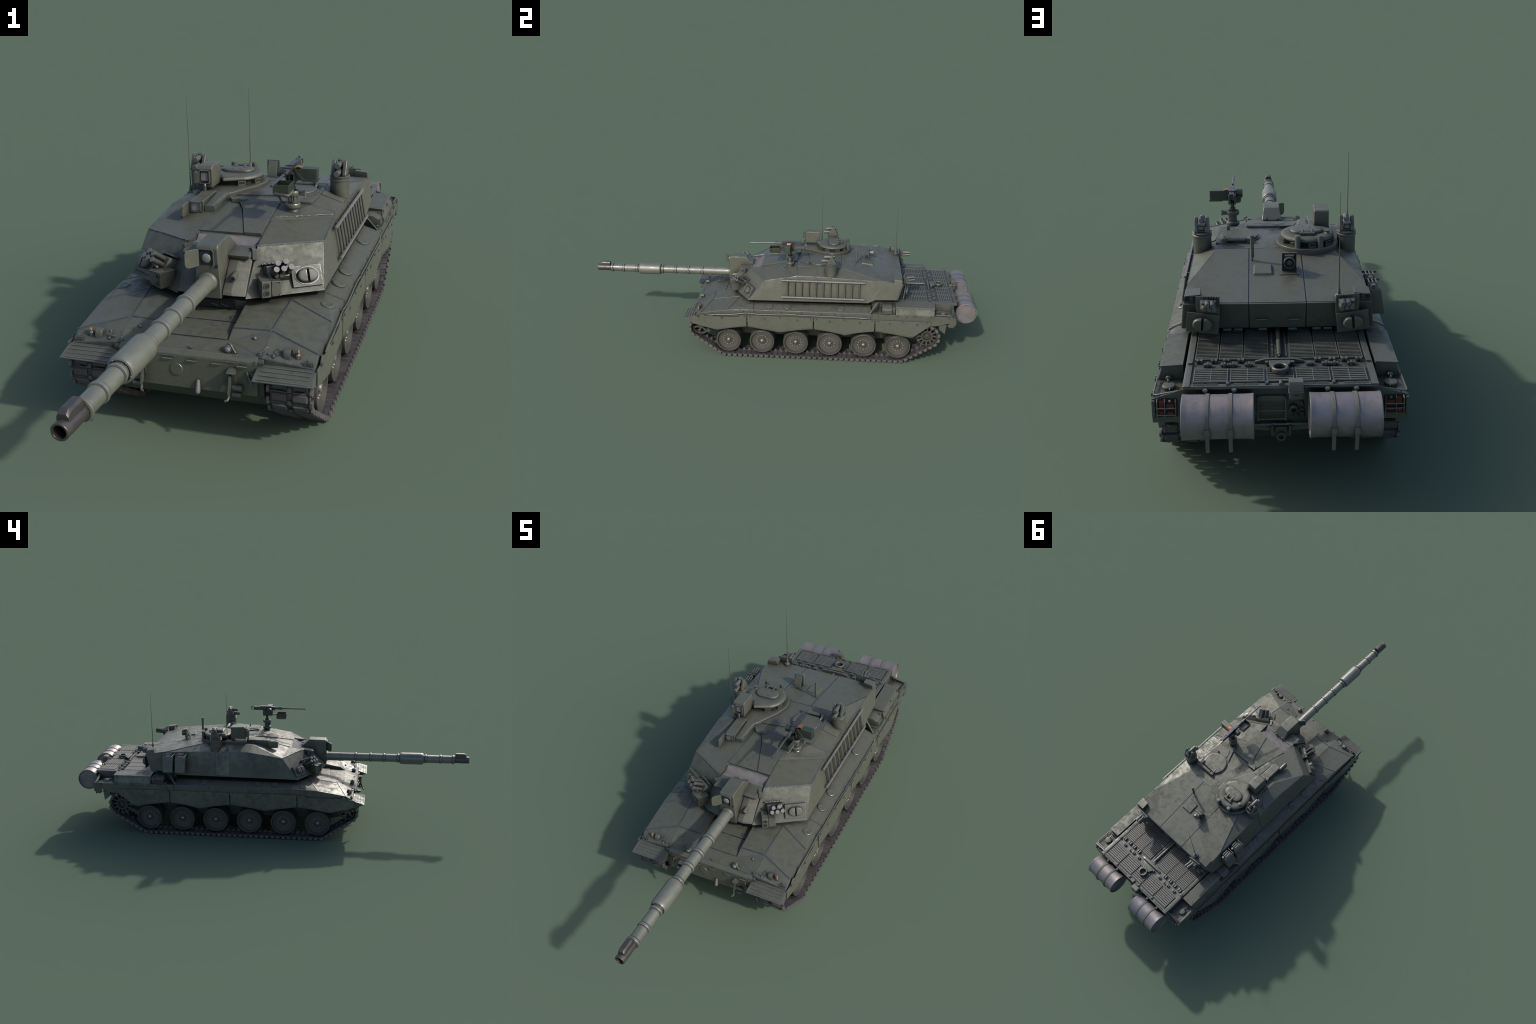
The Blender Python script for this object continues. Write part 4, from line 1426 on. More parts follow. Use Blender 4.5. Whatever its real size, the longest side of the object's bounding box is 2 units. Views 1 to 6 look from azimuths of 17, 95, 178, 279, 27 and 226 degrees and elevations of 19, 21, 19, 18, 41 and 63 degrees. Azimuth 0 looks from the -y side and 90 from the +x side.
g.box((x0 + w, y0, z0 + w), (x1 - w, y0 + w, z1)).box((x0 + w, y1 - w, z0 + w), (x1 - w, y1, z1))
g.box((x0 + .018, y0 - .0006, z1 - .001), (x1, y1 + .0006, z1 + .0022))
g.loft([[(x0 - .004, y, z1 - .004), (x0 + .001, y, z1), (x0 + .026, y, z0 + .003), (x0 + .022, y, z0 - .001)] for y in (y0 - .002, y0 - .0006)])
g.box((x0 + .02, y0 - .0025, z0 - .002), (x1 + .002, y1 + .001, z0 + .0035))
for z in (z0 + .010, z0 + .020):
    g.box((x1, y0 + .003, z), (x1 + .0012, y1 - .003, z + .003))
g.done("ammunition_box", M_BOXGREEN, mgun, bevel=.0008)
g = G()
bx0, bx1, by0, by1, bz0, bz1 = MX - .026, MX + .017, -.058, -.006, .519, .541
for a, b in (((bx0, by0, bz0), (bx1, by0 + w, bz1)), ((bx0, by1 - w, bz0), (bx1, by1, bz1)), ((bx0, by0 + w, bz0), (bx0 + w, by1 - w, bz1)), ((bx1 - w, by0 + w, bz0), (bx1, by1 - w, bz1)), ((bx0 + w, by0 + w, bz0), (bx1 - w, by1 - w, bz0 + w))):
    g.box(a, b)
g.box((MX - .004, by1, .528), (MX + .004, .022, .533))
cb = g.done("case_catcher_box", M_BOXGREEN, mgun, bevel=.0008)
g = G()
cx, cyy = (bx0 + bx1) / 2, (by0 + by1) / 2
rings = []
for z, f in ((bz0, .98), (bz0 - .004, 1.0), (bz0 - .009, .86), (bz0 - .012, .55)):
    r = []
    for k in range(20):
        a = 2 * math.pi * (k + .5) / 20
        sx, sy = math.copysign(min(1, abs(math.cos(a)) * 1.35), math.cos(a)), math.copysign(min(1, abs(math.sin(a)) * 1.35), math.sin(a))
        wob = 1 + .06 * noise.noise(V((sx * 3, sy * 3, z * 300)))
        r.append((cx + sx * .0225 * f * wob, cyy + sy * .027 * f * wob, z - .002 * sx))
    rings.append(r)
g.loft(rings)
g.done("case_bag", M_CANVAS, cb, bevel=0, sharp=80)
g = G()
g.lathe([(0, -.010), (.013, -.010), (.0140, -.008), (.0140, .008), (.013, .010), (0, .010)], "x", (MX - .023, .030, .5545), 24)
g.done("cradle_drum", M_BOXGREEN, mgun, bevel=.0006)

# commander's cupola -----------------------------------------------------------
CX, CY = -.0985, .2620
arc = circle(CX, CY, .0935, 44, math.radians(-20), math.radians(206))
outline = [(CX + .0935 * math.cos(math.radians(-20)), CY + .0935 * math.sin(math.radians(-20)))]
outline = arc + [(-.181, .185), (-.1765, .118), (-.1700, .110), (-.0720, .1040), (-.0655, .1130), (-.022, .196)]
g = G()
g.prism(outline, "z", .446, .4672)
cup = g.done("cupola_base", M_ARMOUR, turret, bevel=.0022, segs=3)
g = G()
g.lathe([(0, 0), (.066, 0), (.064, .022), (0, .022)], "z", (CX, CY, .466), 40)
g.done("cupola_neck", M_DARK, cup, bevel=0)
for k in range(9):
    a = math.radians(-62 + k * 40)
    if 215 < math.degrees(a) < 262:
        continue
    g = G()
    g.M = frame((CX + .0705 * math.cos(a), CY + .0705 * math.sin(a), .4675), (-math.sin(a), math.cos(a), 0), (-math.cos(a), -math.sin(a), 0), (0, 0, 1))
    g.box((-.0115, -.0095, -.001), (.0115, .010, .0128))
    pb = g.done("periscope", M_FIT, cup, bevel=.001)
    g = G()
    g.M = frame((CX + .0705 * math.cos(a), CY + .0705 * math.sin(a), .4675), (-math.sin(a), math.cos(a), 0), (-math.cos(a), -math.sin(a), 0), (0, 0, 1))
    g.box((-.0088, -.0100, .0045), (.0088, -.0090, .0112))
    g.done("periscope_glass", M_DARK, pb, bevel=0)
# lid: disc with a straight front and a notch for the panoramic sight
lid = circle(CX, CY, .0795, 44, math.radians(-58), math.radians(213)) + [(-.158, .210), (-.139, .201), (-.128, .197), (-.124, .182), (-.112, .172)]
g = G()


def inset(poly, d):
    c = V((CX, CY, 0))
    return [tuple((V((x, y, 0)) + (c - V((x, y, 0))).normalized() * d)[:2]) for x, y in poly]


def ring_at(poly, z):
    return [(x, y, z) for x, y in poly]


g.loft([ring_at(inset(lid, .008), .4805), ring_at(inset(lid, .001), .4820), ring_at(lid, .4855), ring_at(inset(lid, .0015), .4895), ring_at(inset(lid, .006), .4930), ring_at(inset(lid, .016), .4952)])
cl = g.done("cupola_lid", M_ARMOUR, cup, bevel=.0006, angle=50, sharp=50)
HX, HY = -.0955, .2660


def pill(hw, r, n=14):
    return [(HX + hw - r + r * math.cos(a), HY + r * math.sin(a)) for a in [math.pi * (k / (n - 1) - .5) for k in range(n)]] + [(HX - hw + r + r * math.cos(a), HY + r * math.sin(a)) for a in [math.pi * (k / (n - 1) + .5) for k in range(n)]]


g = G()
g.loft([ring_at(pill(.0505, .0300), .492), ring_at(pill(.0505, .0300), .4957)])
g.done("hatch_gasket", M_DARK, cl, bevel=0)
g = G()
g.loft([ring_at(pill(.0490, .0285), .494), ring_at(pill(.0490, .0285), .4990), ring_at(pill(.0470, .0265), .5018), ring_at(pill(.043, .0225), .5032), ring_at(pill(.030, .012), .5042)])
ch = g.done("commander_hatch", M_ARMOUR, cl, bevel=0, sharp=60)
g = G()
for x in (-.014, .014):
    g.box((HX + x - .0026, .276, .500), (HX + x + .0026, .3065, .5058))
g.rod((HX - .023, .3075, .501), (HX + .023, .3075, .501), .0042, 12)
for x in (-.011, .011):
    g.rod((HX + x, .2480, .502), (HX + x, .2480, .5065), .0012, 8)
g.done("hatch_hinge_bar", M_FIT, ch, bevel=.001)
for x, y in ((-.0665, .3395), (-.1330, .3385)):
    g = G()
    g.rod((x, y, .4650), (x, y, .5030), .0085, 16).rod((x, y, .503), (x, y, .5045), .0050, 12)
    g.done("cupola_post", M_FIT, cup, bevel=.0015)
g = G()
g.lathe([(0, 0), (.0085, 0), (.0085, .004), (.0060, .0055), (.0060, .0080), (.0072, .0085), (.0072, .0125), (0, .0135)], "z", (-.157, .285, .4915), 14)
g.done("lid_plug", M_FIT, cl, bevel=.0006)

# commander's panoramic sight head
g = G()
prof = [(.1135, .477), (.1135, .531), (.121, .5395), (.186, .5375), (.1895, .534), (.1895, .477)]
g.loft([[(x, y, z) for y, z in prof] for x in (-.1700, -.1245)])
g.bm.verts.ensure_lookup_table()
ps = g.done("panoramic_sight", M_ARMOUR, cup, bevel=.003, segs=3)
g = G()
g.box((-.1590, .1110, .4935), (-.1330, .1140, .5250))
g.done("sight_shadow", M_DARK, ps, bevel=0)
g = G()
g.box((-.1570, .1098, .4975), (-.1365, .1125, .5215))
g.done("sight_window", M_GLASS, ps, bevel=.0006)
g = G()
for a, b in (((-.1620, .1060, .489), (-.1590, .1140, .5290)), ((-.1330, .1060, .489), (-.1300, .1140, .5290)), ((-.1620, .1060, .5260), (-.1300, .1140, .5290)), ((-.1620, .1060, .489), (-.1300, .1140, .492))):
    g.box(a, b)
g.box((-.1735, .0965, .493), (-.1615, .1110, .5250))
g.done("sight_frame", M_FIT, ps, bevel=.0008)
g = G()
g.lathe([(0, 0), (.0075, 0), (.007, .002), (.0042, .003), (.0042, .0180), (.0048, .019), (.0030, .023), (0, .024)], "z", (-.145, .1065, .4665), 14)
g.done("sight_nozzle", M_FIT, ps, bevel=0)
# gunner's sight housing
g = G()
g.loft([[(-.1515, y, z0), (-.1125, y, z0), (-.1125, y, z1), (-.1515, y, z1)] for y, z0, z1 in ((.0035, .4320, .4680), (.112, .446, .4705))])
gs = g.done("gunner_sight", M_ARMOUR, turret, bevel=.002, segs=3)
g = G()
g.loft([[(-.1115, y, z0), (x1, y, z0), (x1, y, z1), (-.1115, y, z1)] for y, x1, z0, z1 in ((.0055, -.0800, .4310, .4560), (.1080, -.0700, .446, .4660))])
g.loft([[(x, y, z) for x, y, z in ((-.1100, .010, .4555), (-.0835, .010, .4550), (-.0735, .106, .4655), (-.1100, .106, .4665))], [(x, y, z) for x, y, z in ((-.1060, .014, .4580), (-.0880, .014, .4580), (-.0790, .104, .4685), (-.1060, .104, .4690))]])
g.done("sight_side_box", M_ARMOUR, gs, bevel=.0015)
g = G()
g.plate([(-.158, .000, .4345), (-.0735, .000, .4350), (-.0655, .110, .4530), (-.170, .110, .4530)], .0025, .006, (0, 0, 1))
g.done("sight_flange", M_ARMOUR, gs, bevel=.001)
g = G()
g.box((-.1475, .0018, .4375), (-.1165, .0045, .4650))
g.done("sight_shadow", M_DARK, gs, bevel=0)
g = G()
g.box((-.1455, .0006, .4400), (-.1205, .0030, .4625))
g.done("sight_window", M_GLASS, gs, bevel=.0006)
g = G()
for a, b in (((-.1210, -.0035, .4360), (-.1175, .0045, .4670)), ((-.1470, -.0035, .4640), (-.1175, .0045, .4675)), ((-.1470, -.0035, .4360), (-.1175, .0045, .4390)), ((-.1480, -.0035, .4360), (-.1460, .0045, .4675))):
    g.box(a, b)
g.done("sight_frame", M_FIT, gs, bevel=.0006)
g = G()
g.loft([[(-.1605, y, z0), (-.1535, y, z0), (-.1515, y, z1), (-.1585, y, z1)] for y, z0, z1 in ((.0020, .4335, .4650), (-.0110, .4315, .4665), (-.0420, .4310, .4665), (-.0470, .4350, .4625))])
g.cbox((-.1515, .002, .452), (.006, .008, .018))
g.done("sight_door", M_ARMOUR, gs, bevel=.002)

# whip antennas
for x, y, z0, z1, zt in ((-.1625, .5990, .4170, .700, .700), (-.2260, .1985, .4340, .722, .722)):
    g = G()
    g.lathe([(0, -.006), (.0105, -.006), (.0115, -.001), (.0115, .003), (.0075, .005), (.0052, .007), (.0045, .017), (.0026, .026), (0, .026)], "z", (x, y, z0), 18)
    ab = g.done("antenna_base", M_FIT, turret, bevel=0)
    g = G()
    g.pipe([(x, y, z0 + .02), (x, y, z0 + .045), (x, y, z0 + .105), (x, y, z0 + .108), (x, y, z0 + .2), (x, y, zt)], [.0022, .0019, .0016, .0012, .0009, .0005], 8)
    g.done("antenna_whip", M_RUNG, ab, bevel=0)
g = G()
g.poly([(-.243, .186, .4305), (-.207, .180, .4440), (-.207, .225, .4440), (-.243, .226, .4305), (-.243, .186, .4260), (-.207, .180, .438), (-.207, .225, .438), (-.243, .226, .4260)],
       [(0, 1, 2, 3), (4, 7, 6, 5), (0, 4, 5, 1), (1, 5, 6, 2), (2, 6, 7, 3), (3, 7, 4, 0)])
g.done("antenna_plate", M_ARMOUR, turret, bevel=.001)

# twin smoke pots on round stands
for s in SIDES:
    sx, sy = s * .2165, .2585
    g = G()
    g.lathe([(0, -.03), (.0270, -.03), (.0275, .040), (.0275, .053), (.0300, .0545), (.0300, .0585), (.0280, .060), (.0265, .061), (.0265, .063), (.0295, .0645), (.0295, .0665), (.0275, .0680), (0, .0685)], "z", (sx, sy, .4295), 36)
    st = g.done("smoke_pot_stand", M_ARMOUR, turret, bevel=0, sharp=35)
    g = G()
    for d in (-.0165, .0165):
        pr = [(sy - .0225, .4965), (sy + .0225, .4965), (sy + .0235, .503), (sy + .0045, .5405), (sy, .5425), (sy - .0045, .5405), (sy - .0235, .503)]
        g.prism(pr, "x", sx + d - .0055, sx + d + .0055)
    g.box((sx - .012, sy - .015, .4965), (sx + .012, sy + .018, .503))
    g.done("smoke_pot_cheek", M_ARMOUR, st, bevel=.002, segs=3)
    for zz, yy, ln in ((.5300, sy - .0375, .044), (.5095, sy - .0495, .062)):
        g = G()
        g.rod((sx, yy, zz), (sx, yy + ln, zz + .001), .0082, 18)
        g.rod((sx, yy + ln - .005, zz), (sx, yy + ln + .008, zz + .004), .0070, 16)
        g.done("smoke_tube", M_FIT, st, bevel=.0012)
    g = G()
    g.rod((sx - .011, sy + .016, .521), (sx + .011, sy + .016, .521), .006, 12).box((sx - .010, sy + .014, .505), (sx + .010, sy + .019, .511))
    g.rod((sx, sy + .006, .534), (sx, sy + .002, .5445), .0062, 12)
    g.done("smoke_pot_hinge", M_FIT, st, bevel=.0008)

# roof fittings
g = G()
g.rod((.0665, .3850, .4425), (.0665, .3850, .4560), .0026, 10).rod((.0665, .3850, .4560), (.0665, .3850, .5220), .0056, 16)
g.done("wind_sensor_mast", M_ARMOUR, turret, bevel=.0015)
g = G()
b0 = [(.0075, .410), (.0665, .410), (.0675, .475), (.0065, .475)]
g.loft([[(x, y, roof_z(x, y) - .003) for x, y in b0], [(x, y, roof_z(x, y) + .0085) for x, y in [(.0135, .417), (.0605, .417), (.0615, .468), (.0125, .468)]]])
g.done("roof_cover_box", M_ARMOUR, turret, bevel=.0015)
g = G()
zr = roof_z(0, .45)
g.plate([(-.0635, .418, roof_z(0, .418)), (-.0115, .418, roof_z(0, .418)), (-.0100, .470, roof_z(0, .470)), (-.0645, .470, roof_z(0, .470))], .0045, .003, (0, 0, 1))
g.loft([[(x, .4455, zr), (x, .4495, zr), (x, .4515, .4895), (x, .4475, .4895)] for x in (-.0575, -.0165)])
g.loft([[(x, .4235, zr + .005), (x, .4275, zr + .004), (x, .4470, .487), (x, .4440, .487)] for x in (-.0520, -.0220)])
hp = g.done("flood_lamp_bracket", M_ARMOUR, turret, bevel=.0008)
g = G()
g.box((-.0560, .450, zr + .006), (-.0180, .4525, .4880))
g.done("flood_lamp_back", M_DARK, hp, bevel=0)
g = G()
g.lathe([(0, -.008), (.0135, -.008), (.0155, .004), (.0160, .016), (.0140, .0165), (.0115, .004), (.006, .003), (.006, .010), (0, .011)], "y", (-.0370, .4560, .4665), 28)
g.box((-.0495, .452, .4815), (-.0245, .463, .4855))
g.done("flood_lamp", M_ARMOUR, hp, bevel=0, sharp=40)
# small boxes over the rear corners, smoke dischargers and rear hatch plates
for s in SIDES:
    Ms = MIRROR if s < 0 else Matrix.Identity(4)
    g = G()
    g.M = Ms
    g.loft([[(.2475, .5700, .4105), (.2010, .5760, .4145), (.2030, .6090, .4085), (.2480, .6095, .4060)], [(.2440, .5705, .4325), (.2040, .5740, .4365), (.2020, .6110, .4315), (.2445, .6110, .4275)]])
    rb = g.done("rear_lamp_box", M_ARMOUR, turret, bevel=.0016)
    g = G()
    g.M = Ms
    for x in (.2375, .2160):
        g.rod((x, .606, .4200), (x, .6122, .4200), .0072, 16)
    g.done("rear_lamp", M_DARK, rb, bevel=0)
    # discharger back plate, tilted
    g = G()
    g.M = Ms @ frame((.1830, .6240, .4060), (.995, -.10, 0), (.10, .995, 0), (0, 0, 1))
    g.box((-.0315, -.0015, -.026), (.0315, .0015, .0255))
    for k in range(5):
        g.cbox((-.028 + k * .007, .002, .0215), (.0035, .003, .006))
    g.box((.010, .001, -.022), (.029, .0035, .0215))
    dpz = g.done("discharger_plate", M_ARMOUR, turret, bevel=.0008)
    g = G()
    g.M = Ms
    g.loft([[(.155, .620, .398), (.205, .620, .396), (.205, .620, .424), (.155, .620, .424)], [(.165, .646, .404), (.198, .646, .402), (.198, .646, .421), (.165, .646, .421)]])
    g.done("discharger_block", M_ARMOUR, dpz, bevel=.0015)
    for x, z in ((.171, .418), (.184, .419), (.167, .407), (.180, .408), (.193, .409)):
        g = G()
        g.M = Ms
        g.rod((x, .635, z), (x - .003, .671, z + .0045), .0064, 14)
        tb2 = g.done("discharger_tube", M_RUNG, dpz, bevel=.0008)
        g = G()
        g.M = Ms
        g.rod((x - .003, .6708, z + .0045), (x - .0031, .6725, z + .0046), .0058, 14)
        g.done("tube_cap", M_FIT, tb2, bevel=.0004)
    # searchlight cover plate with the split round lid
    g = G()
    g.M = Ms @ frame((.1975, .6260, .3575), (.992, -.06, .10), (.06, .998, 0), (-.10, 0, .995)) @ Matrix.Rotation(math.radians(-7), 4, "X")
    g.box((-.0430, -.0015, -.0300), (.0430, .0020, .0285))
    cp = g.done("cover_plate", M_FACE, turret, bevel=.001)
    g = G()
    g.M = Ms @ frame((.1970, .6270, .3570), (.992, -.06, .10), (.06, .998, 0), (-.10, 0, .995)) @ Matrix.Rotation(math.radians(-7), 4, "X")
    g.mi = 0
    for a0, a1, off in ((-90, 90, .0030), (90, 270, -.0030)):
        ar = [(off + (.0115 if off > 0 else -.0115) * 0 + .0240 * math.copysign(abs(math.cos(math.radians(a))) ** .85, math.cos(math.radians(a))), .0185 * math.sin(math.radians(a))) for a in range(a0, a1 + 1, 10)]
        def rr(p, f, y):
            return [(off + (x - off) * f, y, z * f) for x, z in p]
        g.loft([rr(ar, 1.0, .000), rr(ar, .98, .0100), rr(ar, .90, .0140), rr(ar, .70, .0160)])
    g.done("split_cover_lid", M_FACE, cp, bevel=.0012, angle=40)
    g = G()
    g.M = Ms @ frame((.1970, .6270, .3570), (.992, -.06, .10), (.06, .998, 0), (-.10, 0, .995)) @ Matrix.Rotation(math.radians(-7), 4, "X")
    g.box((-.0028, .0015, -.0182), (.0028, .0080, .0182))
    g.done("cover_slot", M_DARK, cp, bevel=0)

# ladder on the left flank
def flank(y, z, off):
    """point on the +x side wall of the turret"""
    t = (z - .302) / (.430 - .302)
    return (.2655 + (.2425 - .2655) * t + off, y, z)


g = G()
for z in (.4135, .3300):
    for y0, y1 in ((.012, .428),):
        g.loft([[V(flank(y, z - .0032, .0085)), V(flank(y, z + .0032, .0085)), V(flank(y, z + .0032, .0145)), V(flank(y, z - .0032, .0145))] for y in (y0, y1)])
lad = g.done("ladder_rail", M_PALE, turret, bevel=.001)
g = G()
for k in range(11):
    y = .043 + k * .0357
    g.rod(flank(y, .328, .0095), flank(y, .415, .0095), .0032, 8)
g.done("ladder_rung", M_RUNG, lad, bevel=0, stuff=True)
g = G()
for y in (.06, .23, .395):
    for z in (.4135, .330):
        a, b = V(flank(y, z, -.004)), V(flank(y, z, .010))
        g.rod(a, b, .003, 8)
g.done("ladder_stay", M_FIT, lad, bevel=0, stuff=True)

# right flank: access panel and two fuel cans
def flank_r(y, z, off):
    x, y, z = flank(y, z, off)
    return (-x, y, z)


g = G()
g.loft([[flank_r(y, z, o) for y, z in ((.185, .315), (.252, .315), (.252, .4265), (.185, .4265))] for o in (-.002, .0035)])
g.done("side_panel", M_ARMOUR, turret, bevel=.001)
for y0 in (.4035, .4660):
    g = G()
    W = .0525
    rings = []
    for z, a, b, ins in ((.3285, .005, .0380, .004), (.3320, .003, .0400, .001), (.396, .004, .0395, .0), (.4035, .005, .0385, .0015), (.4080, .007, .0365, .005)):
        rings.append([flank_r(y0 + ins, z, a), flank_r(y0 + W - ins, z, a), flank_r(y0 + W - ins, z, b), flank_r(y0 + ins, z, b)])
    g.loft(rings)
    can = g.done("fuel_can", M_FIT, turret, bevel=.003, segs=3)
    g = G()
    for t in (.0115, .0215, .0315):
        g.pipe([flank_r(y0 + .010, .404, t), flank_r(y0 + .013, .4185, t), flank_r(y0 + .040, .4185, t), flank_r(y0 + .043, .404, t)], .0022, 8)
    g.rod(flank_r(y0 + .048, .405, .021), flank_r(y0 + .050, .417, .021), .0050, 12)
    g.box((-.2895, y0 - .001, .4095), (-.2475, y0 + .0015, .4165))
    g.done("can_handle", M_FIT, can, bevel=.0005)
    g = G()
    for q in ((0, 1), (1, 0)):
        pass
    za, zb, ya, yb = .340, .392, y0 + .009, y0 + W - .009
    g.pipe([flank_r(ya, za, .0398), flank_r(yb, zb, .0398)], .0014, 6)
    g.pipe([flank_r(ya, zb, .0398), flank_r(yb, za, .0398)], .0014, 6)
    g.done("can_rib", M_FIT, can, bevel=0)

# ------------------------------------------------------------------ front of the turret
b0, b1, k0, t2 = (V(PL[k]) for k in ("b0", "b1", "k0", "t2"))
U = (b1 - b0).normalized()
W_ = ((k0 - b0) + (t2 - b1)) * .5
W_ = (W_ - U * W_.dot(U)).normalized()
N_ = U.cross(W_)
FACE = frame(b0, U, W_, N_)                       # x along the face, y up the slope, z outward
UPR = frame(b0, U, V((0, 0, 1)), U.cross(V((0, 0, 1))))   # same, but standing upright
for s in SIDES:
    Ms = MIRROR if s < 0 else Matrix.Identity(4)
    # searchlight cover
    T = Ms @ FACE @ Matrix.Translation((.1665, .042, .004)) @ Matrix.Rotation(math.radians(9), 4, "X")
    g = G()
    g.M = T
    g.box((-.0390, -.0265, -.012), (.0390, .0265, .0075))
    cp = g.done("cover_plate", M_FACE, turret, bevel=.0014)
    g = G()
    g.M = T
    for a0, a1, off in ((-90, 90, .0030), (90, 270, -.0030)):
        ar = [(off + math.copysign(.004, off) * 0 + .0245 * math.copysign(abs(math.cos(math.radians(a))) ** .8, math.cos(math.radians(a))), .0175 * math.sin(math.radians(a))) for a in range(a0, a1 + 1, 10)]
        def rr(p, f, h):
            return [(off + (x - off) * f, y * f, h) for x, y in p]
        g.loft([rr(ar, 1.0, .006), rr(ar, .98, .0150), rr(ar, .90, .0190), rr(ar, .70, .0210)])
    g.done("split_cover_lid", M_FACE, cp, bevel=.0012, angle=40)
    g = G()
    g.M = T
    g.box((-.0028, -.0172, .007), (.0028, .0172, .0130))
    g.done("cover_slot", M_DARK, cp, bevel=0)
    g = G()
    g.M = T
    g.M = T @ Matrix.Diagonal((1, .72, 1, 1))
    g.lathe([(.0285, .006), (.0325, .006), (.0315, .0092), (.0292, .0092)], "z", (0, 0, 0), 36, closed=True)
    g.done("cover_ring", M_ARMOUR, cp, bevel=0)
    # smoke dischargers
    g = G()
    g.M = Ms @ FACE @ Matrix.Translation((.092, .058, .010))
    g.loft([[(-.033, -.020, -.012), (.030, -.020, -.012), (.030, .024, -.012), (-.033, .024, -.012)], [(-.028, -.016, .014), (.026, -.016, .014), (.026, .014, .014), (-.028, .014, .014)]])
    g.box((-.036, .022, -.014), (.030, .027, .004))
    for k in range(6):
        g.cbox((-.030 + k * .010, .0245, .005), (.0045, .0040, .0030))
    dk = g.done("discharger_block", M_ARMOUR, turret, bevel=.0014)
    for u, v in ((.0835, .0640), (.1040, .0665), (.0770, .0480), (.0960, .0485), (.1155, .0510)):
        g = G()
        g.M = Ms @ FACE
        a, b = V((u + .002, v + .002, .016)), V((u, v, .0630))
        g.rod(a, b, .0071, 18)
        g.rod(a + (b - a) * .40, a + (b - a) * .46, .0076, 18)
        tb2 = g.done("discharger_tube", M_RUNG, dk, bevel=.0008)
        g = G()
        g.M = Ms @ FACE
        g.rod(b, b + V((0, 0, .002)), .0074, 18)
        g.done("tube_cap", M_CAP, tb2, bevel=.0007)
    # twin-lens box with bolted panel
    g = G()
    g.M = Ms @ UPR
    g.box((.0385, .0075, -.022), (.0620, .0495, .0235))
    g.box((.0630, .0090, -.030), (.0880, .0480, .0230))
    sb = g.done("lens_box", M_FACE, turret, bevel=.0018, segs=3)
    g = G()
    g.M = Ms @ UPR
    for v in (.0190, .0380):
        g.lathe([(.0062, .0225), (.0074, .0225), (.0076, .0252), (.0064, .0252)], "z", (.0502, v, 0), 20, closed=True)
    g.done("lens_rim", M_FIT, sb, bevel=0)
    g = G()
    g.M = Ms @ UPR
    for v in (.0190, .0380):
        g.rod((.0502, v, .0225), (.0502, v, .0241), .0064, 18)
    g.done("box_lens", M_DARK, sb, bevel=0)
    g = G()
    g.M = Ms @ UPR
    for u, v in ((.0665, .0125), (.0845, .0125), (.0665, .0445), (.0845, .0445)):
        g.cbox((u, v, .0238), (.0042, .0042, .0022))
    g.rod((.0665, .0475, .0245), (.0845, .0475, .0245), .0010, 6)
    g.rod((.0800, .050, .004), (.0850, .060, .004), .005, 10).cbox((.095, .054, -.002), (.008, .010, .010))
    g.done("box_bolt", M_FIT, sb, bevel=.0004, stuff=True)
    # folded armour beside the mantlet
    g = G()
    g.M = Ms
    top = [(.0340, -.2090, .3900), (.0580, -.2085, .3890), (.0885, -.1930, .3870), (.0870, -.1700, .3870), (.0340, -.1700, .3870)]
    mid_ = [(.0340, -.2745, .3210), (.0570, -.2750, .3210), (.0895, -.2610, .3140), (.0870, -.1950, .3120), (.0340, -.1950, .3120)]
    bot = [(.0340, -.2780, .3140), (.0600, -.2775, .3130), (.0895, -.2640, .3085), (.0870, -.1950, .3080), (.0340, -.1950, .3080)]
    g.loft([bot, mid_, top])
    g.done("mantlet_side_armour", M_FACE, turret, bevel=.002, segs=3, angle=12)
    g = G()
    g.M = Ms
    g.loft([[(x, -.2160, .3900), (x, -.2200, .3985), (x, -.2130, .4030), (x, -.1560, .4050), (x, -.1560, .3890)] for x in (.0310, .0875)])
    g.done("mantlet_shelf", M_ARMOUR, turret, bevel=.0014)
    g = G()
    g.M = Ms @ frame((.0930, -.1930, .3990), (.80, .53, -.2), V((0, 0, 1)).cross(V((.80, .53, -.2))).normalized(), (0, 0, 1))
    g.box((-.0065, -.004, -.0175), (.0065, .004, .0120))
    g.cbox((0, .012, .004), (.010, .024, .010))
    g.done("cheek_tab", M_ARMOUR, turret, bevel=.0012)

# canvas cover between roof and gun shield, with folds
g = G()
nx, ny = 28, 12
top = []
for j in range(ny + 1):
    row = []
    t = j / ny
    for i in range(nx + 1):
        x = -.0855 + .171 * i / nx
        y = -.097 - .072 * t
        z = .4125 - .012 * t - .0035 * math.sin(t * math.pi)
        z += .0032 * math.sin(t * 9.5 + 1.6 * noise.noise(V((x * 14, 3.1, 0)))) * math.sin(t * math.pi) + .0022 * noise.noise(V((x * 45, y * 60, 1.7)))
        row.append((x, y, z))
    top.append(row)
rings = [r + [(r[-1][0], r[-1][1], .385), (r[0][0], r[0][1], .385)] for r in top]
g.loft(rings)
g.done("canvas_cover", M_CANVAS, turret, bevel=0, sharp=60)

